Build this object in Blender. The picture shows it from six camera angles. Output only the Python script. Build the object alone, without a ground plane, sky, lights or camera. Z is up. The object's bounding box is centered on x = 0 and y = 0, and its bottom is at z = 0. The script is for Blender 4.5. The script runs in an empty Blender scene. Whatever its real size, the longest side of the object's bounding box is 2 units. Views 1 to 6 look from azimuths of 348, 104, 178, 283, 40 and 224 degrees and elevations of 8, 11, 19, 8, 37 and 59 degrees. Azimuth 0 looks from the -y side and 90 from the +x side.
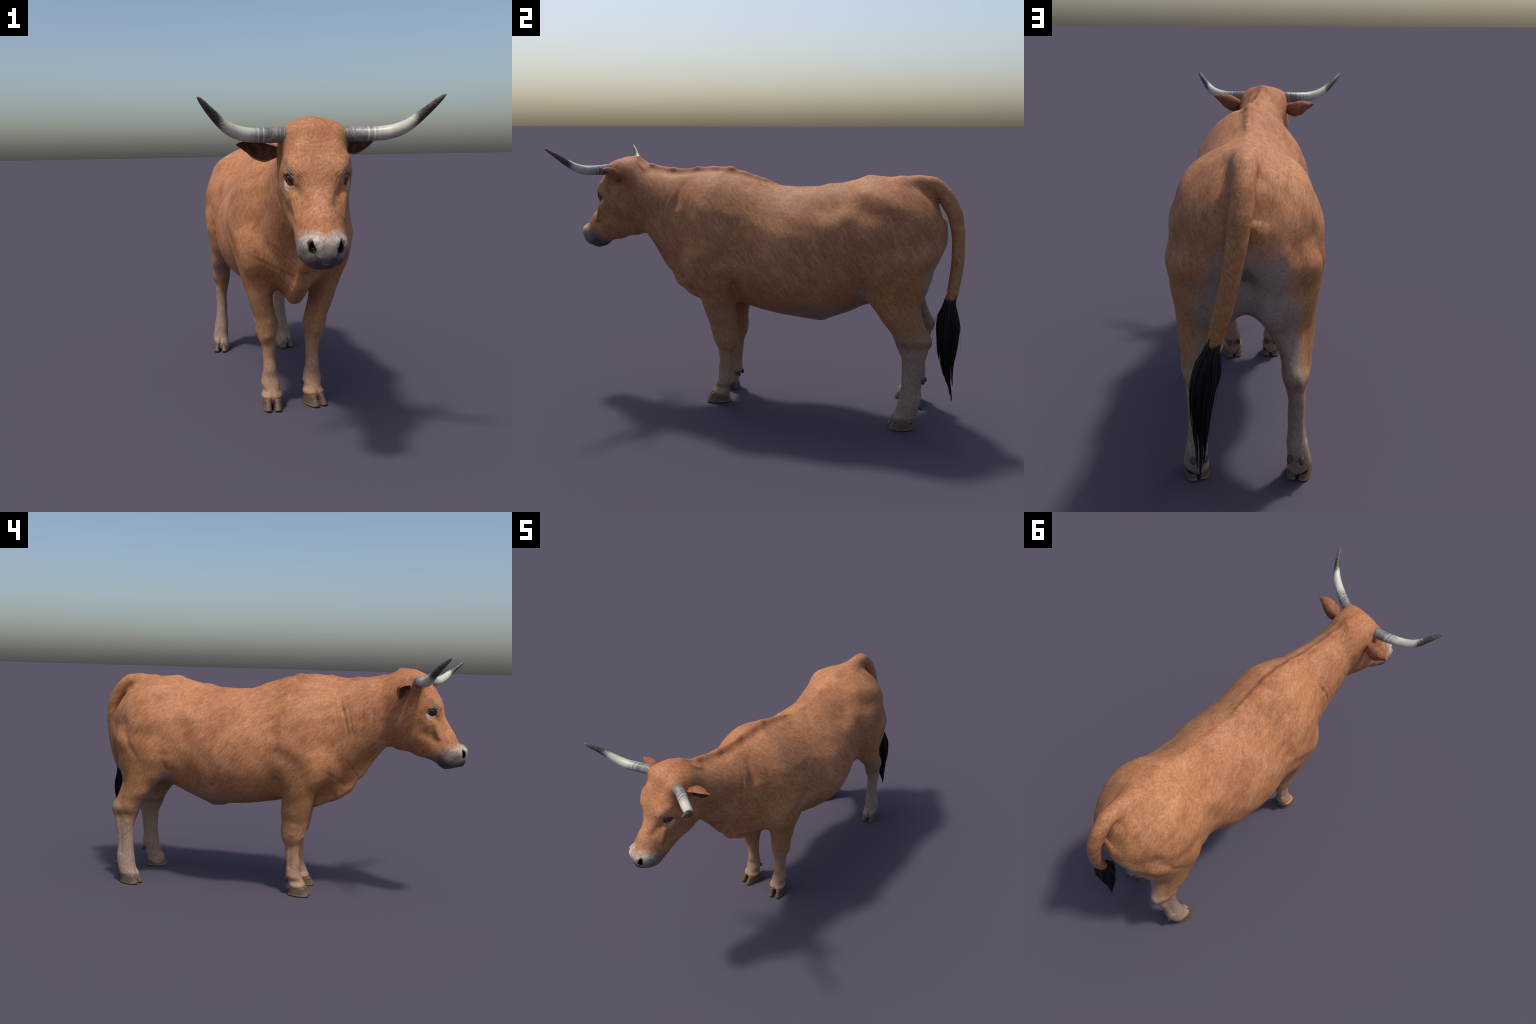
import math
import numpy as np

# =====================================================================
#  A long-horned tan ox, standing, head turned slightly to its right.
#  The skin is one implicit surface: lofted trunk, head and legs, a tail
#  and ears, blended smoothly, then dressed with muscle bumps and folds.
# =====================================================================

# ---------- trunk and neck: stations along y -------------------------
#    y, centre x, top z, bottom z, widest z, half width, top power, bottom power
TRUNK = np.array([
    [-0.720, 0.023, 1.172, 0.916, 1.065, 0.070, 1.85, 1.95],
    [-0.660, 0.031, 1.183, 0.865, 1.053, 0.094, 1.63, 1.86],
    [-0.600, 0.039, 1.182, 0.827, 1.037, 0.114, 1.419, 1.76],
    [-0.520, 0.047, 1.174, 0.756, 1.000, 0.128, 1.233, 1.71],
    [-0.430, 0.067, 1.162, 0.660, 0.955, 0.150, 1.215, 1.79],
    [-0.330, 0.084, 1.165, 0.569, 0.898, 0.180, 1.283, 1.92],
    [-0.220, 0.090, 1.178, 0.530, 0.866, 0.236, 1.400, 1.85],
    [-0.100, 0.085, 1.166, 0.510, 0.831, 0.255, 1.43, 1.84],
    [0.000, 0.093, 1.138, 0.489, 0.782, 0.259, 1.31, 1.86],
    [0.110, 0.098, 1.103, 0.469, 0.742, 0.278, 1.30, 1.82],
    [0.220, 0.105, 1.093, 0.457, 0.737, 0.280, 1.39, 1.78],
    [0.340, 0.105, 1.104, 0.452, 0.749, 0.256, 1.35, 1.94],
    [0.450, 0.106, 1.124, 0.489, 0.800, 0.227, 1.42, 1.98],
    [0.550, 0.100, 1.149, 0.535, 0.865, 0.245, 1.64, 2.02],
    [0.650, 0.096, 1.146, 0.575, 0.896, 0.257, 1.66, 2.07],
    [0.750, 0.092, 1.118, 0.626, 0.883, 0.230, 1.59, 2.09],
    [0.820, 0.094, 1.090, 0.690, 0.887, 0.174, 1.66, 2.06],
    [0.860, 0.095, 1.047, 0.750, 0.895, 0.129, 1.80, 2.01],
    [0.880, 0.095, 0.997, 0.799, 0.900, 0.091, 1.90, 2.00],
    [0.893, 0.095, 0.954, 0.846, 0.900, 0.048, 1.99, 2.00],
])
# ---------- head: stations along the slanted axis of the head frame ---
#    t, top, bottom, widest, half width, top power, bottom power
HEAD = np.array([
    [-0.175, 0.085, -0.040, 0.020, 0.049, 2.00, 2.00],
    [-0.150, 0.107, -0.089, 0.020, 0.083, 2.40, 2.00],
    [-0.110, 0.136, -0.138, 0.030, 0.106, 2.90, 1.55],
    [-0.060, 0.154, -0.178, 0.031, 0.116, 3.40, 1.55],
    [0.000, 0.137, -0.208, 0.011, 0.114, 3.20, 1.55],
    [0.050, 0.124, -0.212, 0.002, 0.120, 3.03, 1.55],
    [0.100, 0.108, -0.213, -0.015, 0.105, 2.82, 1.55],
    [0.150, 0.074, -0.180, -0.039, 0.093, 2.18, 1.55],
    [0.200, 0.057, -0.161, -0.050, 0.082, 2.05, 1.55],
    [0.250, 0.044, -0.131, -0.052, 0.082, 2.10, 2.10],
    [0.290, 0.030, -0.116, -0.047, 0.082, 2.15, 2.20],
    [0.320, 0.037, -0.114, -0.037, 0.078, 2.30, 2.30],
    [0.345, 0.033, -0.102, -0.034, 0.064, 2.40, 2.30],
    [0.366, 0.009, -0.074, -0.034, 0.045, 2.40, 2.30],
    [0.380, -0.013, -0.052, -0.033, 0.026, 2.30, 2.20],
    [0.388, -0.028, -0.039, -0.033, 0.009, 2.00, 2.00],
])
# ---------- legs: stations down z ---------------------------------------
#    z, distance from mid plane, centre y, half width x, half depth y, power
FORE = np.array([
    [0.015, 0.090, -0.160, 0.024, 0.028, 2.30],
    [0.035, 0.090, -0.165, 0.038, 0.038, 2.30],
    [0.055, 0.090, -0.168, 0.046, 0.044, 2.30],
    [0.077, 0.089, -0.160, 0.037, 0.042, 2.20],
    [0.103, 0.091, -0.148, 0.041, 0.042, 2.20],
    [0.130, 0.091, -0.143, 0.036, 0.037, 2.20],
    [0.170, 0.092, -0.143, 0.030, 0.037, 2.20],
    [0.220, 0.095, -0.137, 0.028, 0.036, 2.20],
    [0.270, 0.096, -0.137, 0.031, 0.042, 2.20],
    [0.310, 0.103, -0.135, 0.039, 0.055, 2.30],
    [0.360, 0.103, -0.137, 0.047, 0.063, 2.30],
    [0.400, 0.111, -0.144, 0.047, 0.066, 2.20],
    [0.450, 0.125, -0.150, 0.050, 0.075, 2.10],
    [0.510, 0.137, -0.160, 0.055, 0.080, 2.10],
    [0.580, 0.144, -0.170, 0.070, 0.089, 2.10],
    [0.660, 0.143, -0.192, 0.090, 0.116, 2.10],
    [0.760, 0.143, -0.189, 0.103, 0.135, 2.00],
    [0.870, 0.122, -0.145, 0.093, 0.133, 2.00],
    [0.980, 0.103, -0.105, 0.062, 0.105, 2.00],
    [1.040, 0.090, -0.085, 0.024, 0.045, 2.00],
])
HIND = np.array([
    [0.015, 0.189, 0.759, 0.031, 0.040, 2.30],
    [0.035, 0.195, 0.764, 0.039, 0.050, 2.30],
    [0.055, 0.200, 0.770, 0.041, 0.054, 2.30],
    [0.080, 0.198, 0.782, 0.041, 0.051, 2.20],
    [0.112, 0.194, 0.791, 0.038, 0.051, 2.20],
    [0.145, 0.190, 0.796, 0.037, 0.050, 2.20],
    [0.200, 0.188, 0.797, 0.031, 0.045, 2.20],
    [0.260, 0.186, 0.799, 0.030, 0.046, 2.20],
    [0.320, 0.187, 0.802, 0.030, 0.053, 2.20],
    [0.370, 0.182, 0.799, 0.035, 0.067, 2.20],
    [0.420, 0.183, 0.794, 0.047, 0.078, 2.10],
    [0.460, 0.184, 0.776, 0.049, 0.082, 2.10],
    [0.510, 0.183, 0.747, 0.060, 0.092, 2.10],
    [0.570, 0.164, 0.718, 0.087, 0.109, 2.10],
    [0.640, 0.122, 0.690, 0.140, 0.163, 2.10],
    [0.720, 0.094, 0.670, 0.185, 0.201, 2.10],
    [0.800, 0.078, 0.691, 0.194, 0.214, 2.10],
    [0.880, 0.068, 0.726, 0.151, 0.191, 2.00],
    [0.960, 0.070, 0.741, 0.121, 0.154, 2.00],
    [1.020, 0.061, 0.736, 0.077, 0.101, 2.00],
    [1.060, 0.048, 0.733, 0.040, 0.058, 2.00],
])
# which side, mid plane x, y shift
LEGS = {
    "fore_right": (-1, 0.084, 0.001),
    "fore_left": (1, 0.095, 0.009),
    "hind_right": (-1, 0.118, 0.003),
    "hind_left": (1, 0.082, -0.010),
}
# ---------- dewlap: thin fold under throat and brisket -----------------
#    y, centre x, bottom z, half thickness, height
DEWLAP = np.array([
    [-0.600, 0.039, 0.841, 0.012, 0.100],
    [-0.560, 0.049, 0.777, 0.016, 0.140],
    [-0.520, 0.058, 0.710, 0.019, 0.180],
    [-0.490, 0.058, 0.665, 0.021, 0.200],
    [-0.460, 0.059, 0.633, 0.023, 0.200],
    [-0.440, 0.060, 0.593, 0.025, 0.200],
    [-0.410, 0.063, 0.560, 0.028, 0.200],
    [-0.360, 0.071, 0.522, 0.032, 0.200],
    [-0.300, 0.076, 0.499, 0.033, 0.200],
    [-0.240, 0.083, 0.471, 0.038, 0.160],
    [-0.180, 0.092, 0.472, 0.040, 0.120],
    [-0.120, 0.094, 0.481, 0.038, 0.080],
])
#    tail: x, y, z, radius
TAIL = np.array([
    [0.098, 0.700, 1.110, 0.036],
    [0.097, 0.780, 1.122, 0.038],
    [0.096, 0.848, 1.110, 0.038],
    [0.098, 0.893, 1.072, 0.038],
    [0.105, 0.930, 1.018, 0.037],
    [0.114, 0.956, 0.950, 0.033],
    [0.129, 0.968, 0.860, 0.030],
    [0.146, 0.969, 0.785, 0.029],
    [0.165, 0.962, 0.704, 0.027],
    [0.181, 0.955, 0.645, 0.025],
    [0.196, 0.946, 0.584, 0.022],
    [0.203, 0.945, 0.555, 0.016],
])

# ---------- head frame ---------------------------------------------------
YAW, PITCH = math.radians(8.0), math.radians(42.0)
H_O = np.array([0.019, -0.72, 1.04])
H_F = np.array([-math.sin(YAW), -math.cos(YAW), 0.0])
H_L = np.array([math.cos(YAW), -math.sin(YAW), 0.0])
H_A = math.cos(PITCH) * H_F - math.sin(PITCH) * np.array([0, 0, 1.0])
H_B = math.sin(PITCH) * H_F + math.cos(PITCH) * np.array([0, 0, 1.0])


def to_head(p):
    q = p - H_O
    return np.stack([q @ H_A, q @ H_L, q @ H_B], -1)


def from_head(h):
    h = np.asarray(h, float)
    return H_O + h[..., 0:1] * H_A + h[..., 1:2] * H_L + h[..., 2:3] * H_B


def hermite(table, t):
    """Smooth interpolation of the table's columns over its first column."""
    x, v = table[:, 0], table[:, 1:]
    d = np.diff(v, axis=0) / np.diff(x)[:, None]
    m = np.empty_like(v)
    m[0], m[-1] = d[0], d[-1]
    h = np.diff(x)[:, None]
    m[1:-1] = (d[:-1] * h[1:] + d[1:] * h[:-1]) / (h[1:] + h[:-1])
    # a knot between two slopes of opposite sign stays a gentle extremum
    i = np.clip(np.searchsorted(x, t) - 1, 0, len(x) - 2)
    hh = (x[i + 1] - x[i])[:, None]
    s = (np.clip(t, x[0], x[-1]) - x[i])[:, None] / hh
    s2, s3 = s * s, s * s * s
    return (2 * s3 - 3 * s2 + 1) * v[i] + (s3 - 2 * s2 + s) * hh * m[i] + (3 * s2 - 2 * s3) * v[i + 1] + (s3 - s2) * hh * m[i + 1]


def smin(a, b, k):
    h = np.clip(0.5 + 0.5 * (b - a) / k, 0, 1)
    return b + (a - b) * h - k * h * (1 - h)


def superellipse(u, v, hu, hv, n, nv=None):
    """Radial distance to a superellipse with half axes hu, hv (nv: the power of v where it differs)."""
    hu, hv = np.maximum(hu, 0.008), np.maximum(hv, 0.008)
    n = np.clip(n, 1.3, 5.0)
    au, av = np.abs(u) / hu + 1e-9, np.abs(v) / hv + 1e-9
    if nv is None:
        rho = (au ** n + av ** n) ** (1.0 / n)
    else:
        A, B = au ** n, av ** nv
        t = (A + B) ** (-2.0 / (n + nv))
        for _ in range(4):
            a, b = A * t ** n, B * t ** nv
            t = t * np.clip(1 - (a + b - 1) / (n * a + nv * b + 1e-12), 0.3, 3)
        rho = 1 / t
    f = np.hypot(u, v) * (1 - 1 / rho)
    return np.where(rho < 0.2, np.minimum(f, -0.3 * np.minimum(hu, hv)), f)


def capped(f, t, lo, hi):
    over = np.maximum(lo - t, 0) + np.maximum(t - hi, 0)
    return np.where(over > 0, np.hypot(np.maximum(f, 0), over), f)


def loft_y(p, T):
    c = hermite(T, p[:, 1])
    hv = np.where(p[:, 2] > c[:, 3], c[:, 1] - c[:, 3], c[:, 3] - c[:, 2])
    n = np.where(p[:, 2] > c[:, 3], c[:, 5], c[:, 6])
    f = superellipse(p[:, 0] - c[:, 0], p[:, 2] - c[:, 3], c[:, 4], np.maximum(hv, 0.01), n, 2.1)
    return capped(f, p[:, 1], T[0, 0], T[-1, 0])


def loft_head(h, T):
    c = hermite(T, h[:, 0])
    up = h[:, 2] > c[:, 2]
    hv = np.where(up, c[:, 0] - c[:, 2], c[:, 2] - c[:, 1])
    f = superellipse(h[:, 1], h[:, 2] - c[:, 2], c[:, 3], np.maximum(hv, 0.008), np.where(up, c[:, 4], c[:, 5]), np.where(up, c[:, 4], 2.1))
    return capped(f, h[:, 0], T[0, 0], T[-1, 0])


def loft_leg(p, T, side, mid, dy):
    c = hermite(T, p[:, 2])
    fy = p[:, 1] - dy - c[:, 1]
    # the hind leg turns its front outward and its hock inward
    turn = 0.24 * np.exp(-((p[:, 2] - 0.52) / 0.11) ** 2) if T is HIND else 0.0
    f = superellipse(p[:, 0] - mid - side * (c[:, 0] - turn * fy), fy, c[:, 2], c[:, 3], c[:, 4])
    return capped(f, p[:, 2], T[0, 0], T[-1, 0])


def loft_dewlap(p, T):
    c = hermite(T, p[:, 1])
    lo = c[:, 1] + c[:, 2]
    hi = c[:, 1] + c[:, 3]
    zc = np.clip(p[:, 2], lo, np.maximum(hi, lo))
    f = np.hypot(p[:, 0] - c[:, 0], p[:, 2] - zc) - c[:, 2]
    return capped(f, p[:, 1], T[0, 0], T[-1, 0])


def tube(p, P, R):
    best = np.full(len(p), 1e9)
    for a, b, ra, rb in zip(P[:-1], P[1:], R[:-1], R[1:]):
        ab = b - a
        s = np.clip(((p - a) @ ab) / (ab @ ab), 0, 1)
        best = np.minimum(best, np.linalg.norm(p - a - s[:, None] * ab, axis=1) - (ra + (rb - ra) * s))
    return best


def refine(T, n):
    """Resample a polyline table smoothly."""
    k = np.arange(len(T), dtype=float)
    return hermite(np.column_stack([k, T]), np.linspace(0, len(T) - 1, n))


def skin_base(p, only=None):
    f = loft_y(p, TRUNK)
    f = smin(f, loft_dewlap(p, DEWLAP), 0.05)
    x, y, z = p[:, 0], p[:, 1], p[:, 2]

    def add(f, mask, fn, k):
        i = np.nonzero(mask)[0]
        if len(i):
            f[i] = smin(f[i], fn(p[i]), k)
        return f

    for name, (side, mid, dy) in LEGS.items():
        fore = name.startswith("fore")
        T = FORE if fore else HIND
        m = ((y < 0.16) & (y > -0.42)) if fore else ((y > 0.45) & (y < 1.0))
        m &= (z < 1.2) & ((x - mid) * side > -0.12)
        f = add(f, m, lambda q: loft_leg(q, T, side, mid, dy), 0.05)
    m = y < -0.5
    f = add(f, m, lambda q: loft_head(to_head(q), HEAD), 0.045)
    m = (y > 0.62) & (z > 0.45)
    tp = refine(TAIL, 34)
    i = np.nonzero(m)[0]
    if len(i):
        # the tail head melts into the rump, the hanging tail stands clear
        k = 0.016 + 0.035 * np.clip((0.94 - p[i, 1]) / 0.17, 0, 1)
        f[i] = smin(f[i], tube(p[i], tp[:, :3], tp[:, 3]), k)
    return f


# ---------- ears: base, middle, tip and the direction across ------------
EARS = {
    -1: dict(base=(-0.052, -0.690, 1.106), mid=(-0.148, -0.675, 1.120), tip=(-0.231, -0.653, 1.136), across=(0.0, -0.54, 0.82)),
    1: dict(base=(0.086, -0.722, 1.108), mid=(0.185, -0.722, 1.144), tip=(0.273, -0.716, 1.173), across=(-0.18, -0.54, 0.80)),
}
#    along the ear: rise above the axis, drop below it, depth of the cup
EAR_SHAPE = np.array([
    [0.00, 0.022, 0.022, 0.004],
    [0.18, 0.022, 0.025, 0.010],
    [0.30, 0.026, 0.042, 0.026],
    [0.40, 0.031, 0.055, 0.033],
    [0.52, 0.036, 0.054, 0.036],
    [0.66, 0.036, 0.045, 0.031],
    [0.79, 0.029, 0.026, 0.022],
    [0.89, 0.021, 0.015, 0.009],
    [0.96, 0.012, 0.007, 0.005],
    [1.00, 0.002, 0.001, 0.002],
])


def ear_rings(e):
    """A dished leaf of some thickness: closed rings from base to tip; the first half of a ring is the hollow side."""
    n, half = 46, 20
    P = refine(np.array([e["base"], e["mid"], e["tip"]]), n)
    up = np.array(e["across"])
    up = up / np.linalg.norm(up)
    along = P[-1] - P[0]
    back = np.cross(along, up)
    back = back / np.linalg.norm(back)
    back = back if back[1] > 0 else -back
    sh = hermite(EAR_SHAPE, np.linspace(0, 1, n))
    rings = []
    for k in range(n):
        rise, drop, cup = sh[k]
        w = np.concatenate([np.linspace(-1, 1, half), np.linspace(1, -1, half)])
        inner = np.concatenate([np.full(half, -1.0), np.full(half, 1.0)])
        side = np.where(w > 0, rise, drop)
        th = 0.0052 * np.sqrt(np.clip(1 - w ** 2, 0, 1)) * min(1, 0.35 + 3 * (rise + drop)) * (1 + 1.2 * (1 - k / n) ** 4)
        curl = np.clip(w - 0.45, 0, 1) ** 2 * 0.030 * min(1, rise / 0.03)
        deep = cup * np.where(inner < 0, 0.60, 0.95) * (1 - np.abs(w) ** 2.2) - 0.006
        v = w * side * (1 - 0.10 * np.abs(w))
        rings.append(P[k] + v[:, None] * up + (deep - curl + inner * th)[:, None] * back)
    return np.array(rings), half


# ---------- face openings, in the head frame (right side mirrored) -------
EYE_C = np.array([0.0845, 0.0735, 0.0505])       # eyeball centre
EYE_R = 0.0280
EYE_N = np.array([0.50, 0.84, 0.12]) / np.linalg.norm([0.50, 0.84, 0.12])
EYE_IN, EYE_OUT = np.array([0.124, 0.072, 0.0445]), np.array([0.064, 0.107, 0.054])
NOSTRIL = [np.array([0.334, 0.055, 0.027]), np.array([0.352, 0.041, 0.006]), np.array([0.361, 0.026, -0.014])]
MOUTH = np.array([[0.372, 0.000, -0.071], [0.360, 0.030, -0.073], [0.345, 0.052, -0.080], [0.325, 0.066, -0.085],
                  [0.300, 0.074, -0.090], [0.272, 0.076, -0.0945], [0.258, 0.074, -0.096]])


def eye_axes():
    u = EYE_IN - EYE_OUT
    u = u - (u @ EYE_N) * EYE_N
    u /= np.linalg.norm(u)
    v = np.cross(EYE_N, u)
    return u, (v if v[2] > 0 else -v)


def lid_arc(height, lift, n=13):
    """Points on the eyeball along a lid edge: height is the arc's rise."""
    u, v = eye_axes()
    half = 0.0300
    out = []
    for s in np.linspace(-1, 1, n):
        x, y = s * half * 0.86, height * (1 - abs(s) ** 2.2)
        rr = EYE_R + lift
        z = math.sqrt(max(rr * rr - x * x - y * y, 1e-6))
        out.append(EYE_C + u * x + v * y + EYE_N * z)
    return np.array(out)


def polyline(h, P, r=0.0):
    return tube(h, P, np.full(len(P), r))


def face(f, p):
    """Eye sockets, eyelids, nostrils and mouth cut into or laid on f."""
    i = np.nonzero((p[:, 1] < -0.70) & (p[:, 2] > 0.68) & (p[:, 2] < 1.14))[0]
    if not len(i):
        return f
    h = to_head(p[i])
    h[:, 1] = np.abs(h[:, 1])
    g = f[i]
    u, v = eye_axes()
    d = h - (EYE_C + EYE_N * 0.010)
    x, y, z = d @ u, d @ v, d @ EYE_N
    k = np.sqrt(((x + 0.003) / 0.0275) ** 2 + (y / 0.0245) ** 2 + (z / 0.034) ** 2)
    hole = (k - 1) * 0.0240
    hole = np.where(np.abs(k) < 0.2, -0.012, hole)
    g = -smin(-g, hole, 0.006)
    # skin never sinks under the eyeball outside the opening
    g = smin(g, np.maximum(np.linalg.norm(h - EYE_C, axis=1) - EYE_R - 0.0015, -hole - 0.003), 0.003)
    g = smin(g, polyline(h, lid_arc(0.0205, 0.0026), 0.0036), 0.004)
    g = smin(g, polyline(h, lid_arc(-0.0185, 0.0010), 0.0025), 0.004)
    # nostrils
    nos = tube(h, np.array(NOSTRIL) + np.array([-0.004, 0, 0]), np.array([0.0066, 0.0100, 0.0066]))
    deep = tube(h, np.array([[0.352, 0.043, 0.006], [0.322, 0.038, 0.004]]), np.array([0.0092, 0.0070]))
    g = -smin(-g, np.minimum(nos, deep), 0.008)
    # mouth
    g = -smin(-g, polyline(h, MOUTH, 0.0026), 0.006)
    f[i] = g
    return f


# ---------- muscles, bones, folds ------------------------------------------
#    a soft ridge (amp > 0) or groove (amp < 0) along a segment.
#    body: distance from mid plane, y, z (both sides)
BODY_LUMPS = [
    # hip bone and the hollows around it
    ((0.188, 0.41, 0.915), (0.185, 0.46, 0.950), 0.045, 0.016),
    ((0.150, 0.36, 1.010), (0.150, 0.42, 1.020), 0.055, -0.006),
    ((0.215, 0.56, 1.000), (0.215, 0.70, 0.950), 0.055, -0.011),
    ((0.150, 0.54, 1.095), (0.190, 0.72, 1.030), 0.040, 0.007),
    ((0.215, 0.78, 0.960), (0.235, 0.74, 0.820), 0.060, 0.006),
    ((0.215, 0.78, 0.880), (0.245, 0.69, 0.700), 0.040, -0.007),
    ((0.240, 0.555, 0.730), (0.205, 0.575, 0.620), 0.028, -0.008),
    ((0.240, 0.61, 0.700), (0.215, 0.62, 0.620), 0.045, 0.007),
    
    ((0.190, 0.80, 0.910), (0.165, 0.85, 0.880), 0.045, -0.005),
    ((0.060, 0.83, 1.080), (0.055, 0.88, 1.000), 0.030, -0.010),
    ((0.178, 0.870, 0.830), (0.170, 0.840, 0.730), 0.040, -0.011),
    # shoulder
    ((0.080, -0.345, 1.080), (0.140, -0.375, 0.995), 0.022, -0.008),
    ((0.100, -0.290, 1.090), (0.170, -0.320, 0.985), 0.030, 0.006),
    ((0.140, -0.375, 0.995), (0.190, -0.370, 0.860), 0.030, -0.005),
    ((0.120, -0.20, 1.060), (0.200, -0.20, 0.880), 0.080, 0.007),
    ((0.070, -0.13, 1.150), (0.100, -0.02, 1.110), 0.030, -0.006),
    ((0.215, -0.03, 0.940), (0.240, -0.06, 0.850), 0.028, -0.005),
    ((0.250, -0.22, 0.770), (0.255, -0.08, 0.835), 0.036, 0.005),
    ((0.255, -0.18, 0.725), (0.258, -0.06, 0.780), 0.040, -0.003),
    ((0.205, -0.055, 0.640), (0.185, -0.050, 0.560), 0.026, -0.015),
    ((0.235, -0.09, 0.710), (0.215, -0.10, 0.640), 0.050, 0.008),
    ((0.185, -0.26, 0.650), (0.190, -0.25, 0.700), 0.045, 0.011),
    ((0.125, -0.34, 0.650), (0.160, -0.31, 0.710), 0.048, 0.013),
    # knee, hock, fetlock
    ((0.104, -0.195, 0.330), (0.108, -0.200, 0.385), 0.024, 0.009),
    ((0.060, -0.140, 0.350), (0.062, -0.145, 0.380), 0.020, 0.006),
    ((0.150, -0.140, 0.345), (0.152, -0.145, 0.385), 0.020, 0.006),
    ((0.105, -0.175, 0.290), (0.105, -0.175, 0.285), 0.020, -0.004),
    ((0.150, -0.115, 0.43), (0.165, -0.11, 0.52), 0.020, -0.005),
    ((0.100, -0.215, 0.43), (0.130, -0.235, 0.52), 0.022, 0.004),
    ((0.132, -0.125, 0.27), (0.126, -0.125, 0.16), 0.013, -0.005),
    ((0.064, -0.125, 0.27), (0.064, -0.125, 0.16), 0.013, -0.005),
    ((0.165, 0.868, 0.440), (0.165, 0.872, 0.405), 0.022, 0.010),
    ((0.198, 0.828, 0.38), (0.194, 0.815, 0.17), 0.013, -0.006),
    ((0.210, 0.790, 0.365), (0.200, 0.780, 0.345), 0.016, 0.004),
    ((0.165, 0.735, 0.345), (0.165, 0.738, 0.335), 0.020, -0.004),
    ((0.170, 0.715, 0.425), (0.170, 0.720, 0.405), 0.022, 0.005),
    ((0.132, 0.828, 0.38), (0.136, 0.815, 0.17), 0.013, -0.006),
    ((0.205, 0.800, 0.57), (0.205, 0.825, 0.455), 0.018, -0.009),
    ((0.125, 0.800, 0.57), (0.128, 0.825, 0.455), 0.018, -0.008),
    ((0.215, 0.77, 0.44), (0.212, 0.76, 0.40), 0.025, 0.004),
]
#    along the mid line: world x, y, z
MID_LUMPS = [
    ((0.030, -0.66, 1.212), (0.050, -0.56, 1.190), 0.020, 0.005),
    ((0.050, -0.56, 1.188), (0.070, -0.44, 1.168), 0.020, 0.008),
    ((0.070, -0.44, 1.168), (0.087, -0.30, 1.178), 0.020, 0.008),
    ((0.087, -0.30, 1.178), (0.093, -0.12, 1.182), 0.020, 0.008),
    ((0.093, -0.12, 1.182), (0.097, 0.05, 1.130), 0.020, 0.007),
    ((0.097, 0.05, 1.130), (0.100, 0.22, 1.096), 0.018, 0.003),
    # furrows beside the crest
    ((0.010, -0.56, 1.165), (0.030, -0.42, 1.150), 0.026, -0.004),
    ((0.092, -0.56, 1.165), (0.110, -0.42, 1.150), 0.026, -0.005),
    ((0.030, -0.42, 1.150), (0.050, -0.20, 1.165), 0.024, -0.004),
    ((0.110, -0.42, 1.150), (0.130, -0.20, 1.165), 0.024, -0.006),
    ((0.050, -0.20, 1.165), (0.060, 0.04, 1.130), 0.022, -0.004),
    ((0.130, -0.20, 1.165), (0.134, 0.04, 1.130), 0.022, -0.006),
    ((0.098, 0.060, 1.128), (0.098, 0.075, 1.122), 0.016, 0.004),
    ((0.098, 0.37, 1.110), (0.098, 0.38, 1.112), 0.030, 0.004),
    ((0.098, 0.55, 1.152), (0.098, 0.56, 1.152), 0.035, 0.004),
    ((0.100, 0.285, 0.440), (0.100, 0.340, 0.445), 0.030, 0.010),
    ((0.100, 0.34, 0.445), (0.098, 0.50, 0.505), 0.030, 0.006),
    # cleft between the thighs
    ((0.098, 0.895, 0.90), (0.098, 0.87, 0.76), 0.030, -0.016),
    ((0.098, 0.87, 0.76), (0.098, 0.80, 0.58), 0.045, -0.034),
    # loose folds of the dewlap
    ((0.045, -0.300, 0.70), (0.060, -0.400, 0.60), 0.010, -0.004),
    ((0.030, -0.280, 0.62), (0.060, -0.350, 0.54), 0.010, -0.004),
    ((0.120, -0.300, 0.70), (0.105, -0.400, 0.60), 0.010, -0.004),
    ((0.140, -0.280, 0.62), (0.110, -0.350, 0.54), 0.010, -0.004),
    ((0.030, -0.470, 0.80), (0.045, -0.510, 0.74), 0.012, -0.004),
    ((0.085, -0.470, 0.80), (0.075, -0.510, 0.74), 0.012, -0.004),
    ((0.030, -0.43, 0.70), (0.050, -0.47, 0.66), 0.022, 0.006),
    ((0.040, -0.37, 0.60), (0.062, -0.42, 0.575), 0.022, 0.008),
    ((0.020, -0.34, 0.66), (0.030, -0.38, 0.62), 0.020, -0.006),
    ((0.010, -0.32, 0.63), (0.030, -0.36, 0.56), 0.018, 0.006),
    ((0.105, -0.43, 0.70), (0.088, -0.47, 0.66), 0.022, 0.005),
    ((0.120, -0.37, 0.60), (0.095, -0.42, 0.575), 0.022, 0.008),
    ((0.140, -0.34, 0.66), (0.125, -0.38, 0.62), 0.020, -0.006),
    ((0.150, -0.32, 0.63), (0.130, -0.36, 0.56), 0.018, 0.006),
    ((0.055, -0.53, 0.745), (0.060, -0.505, 0.735), 0.012, -0.005),
    ((0.066, -0.465, 0.640), (0.070, -0.435, 0.640), 0.012, -0.005),
    ((0.074, -0.405, 0.550), (0.076, -0.380, 0.560), 0.012, -0.004),
]
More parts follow.
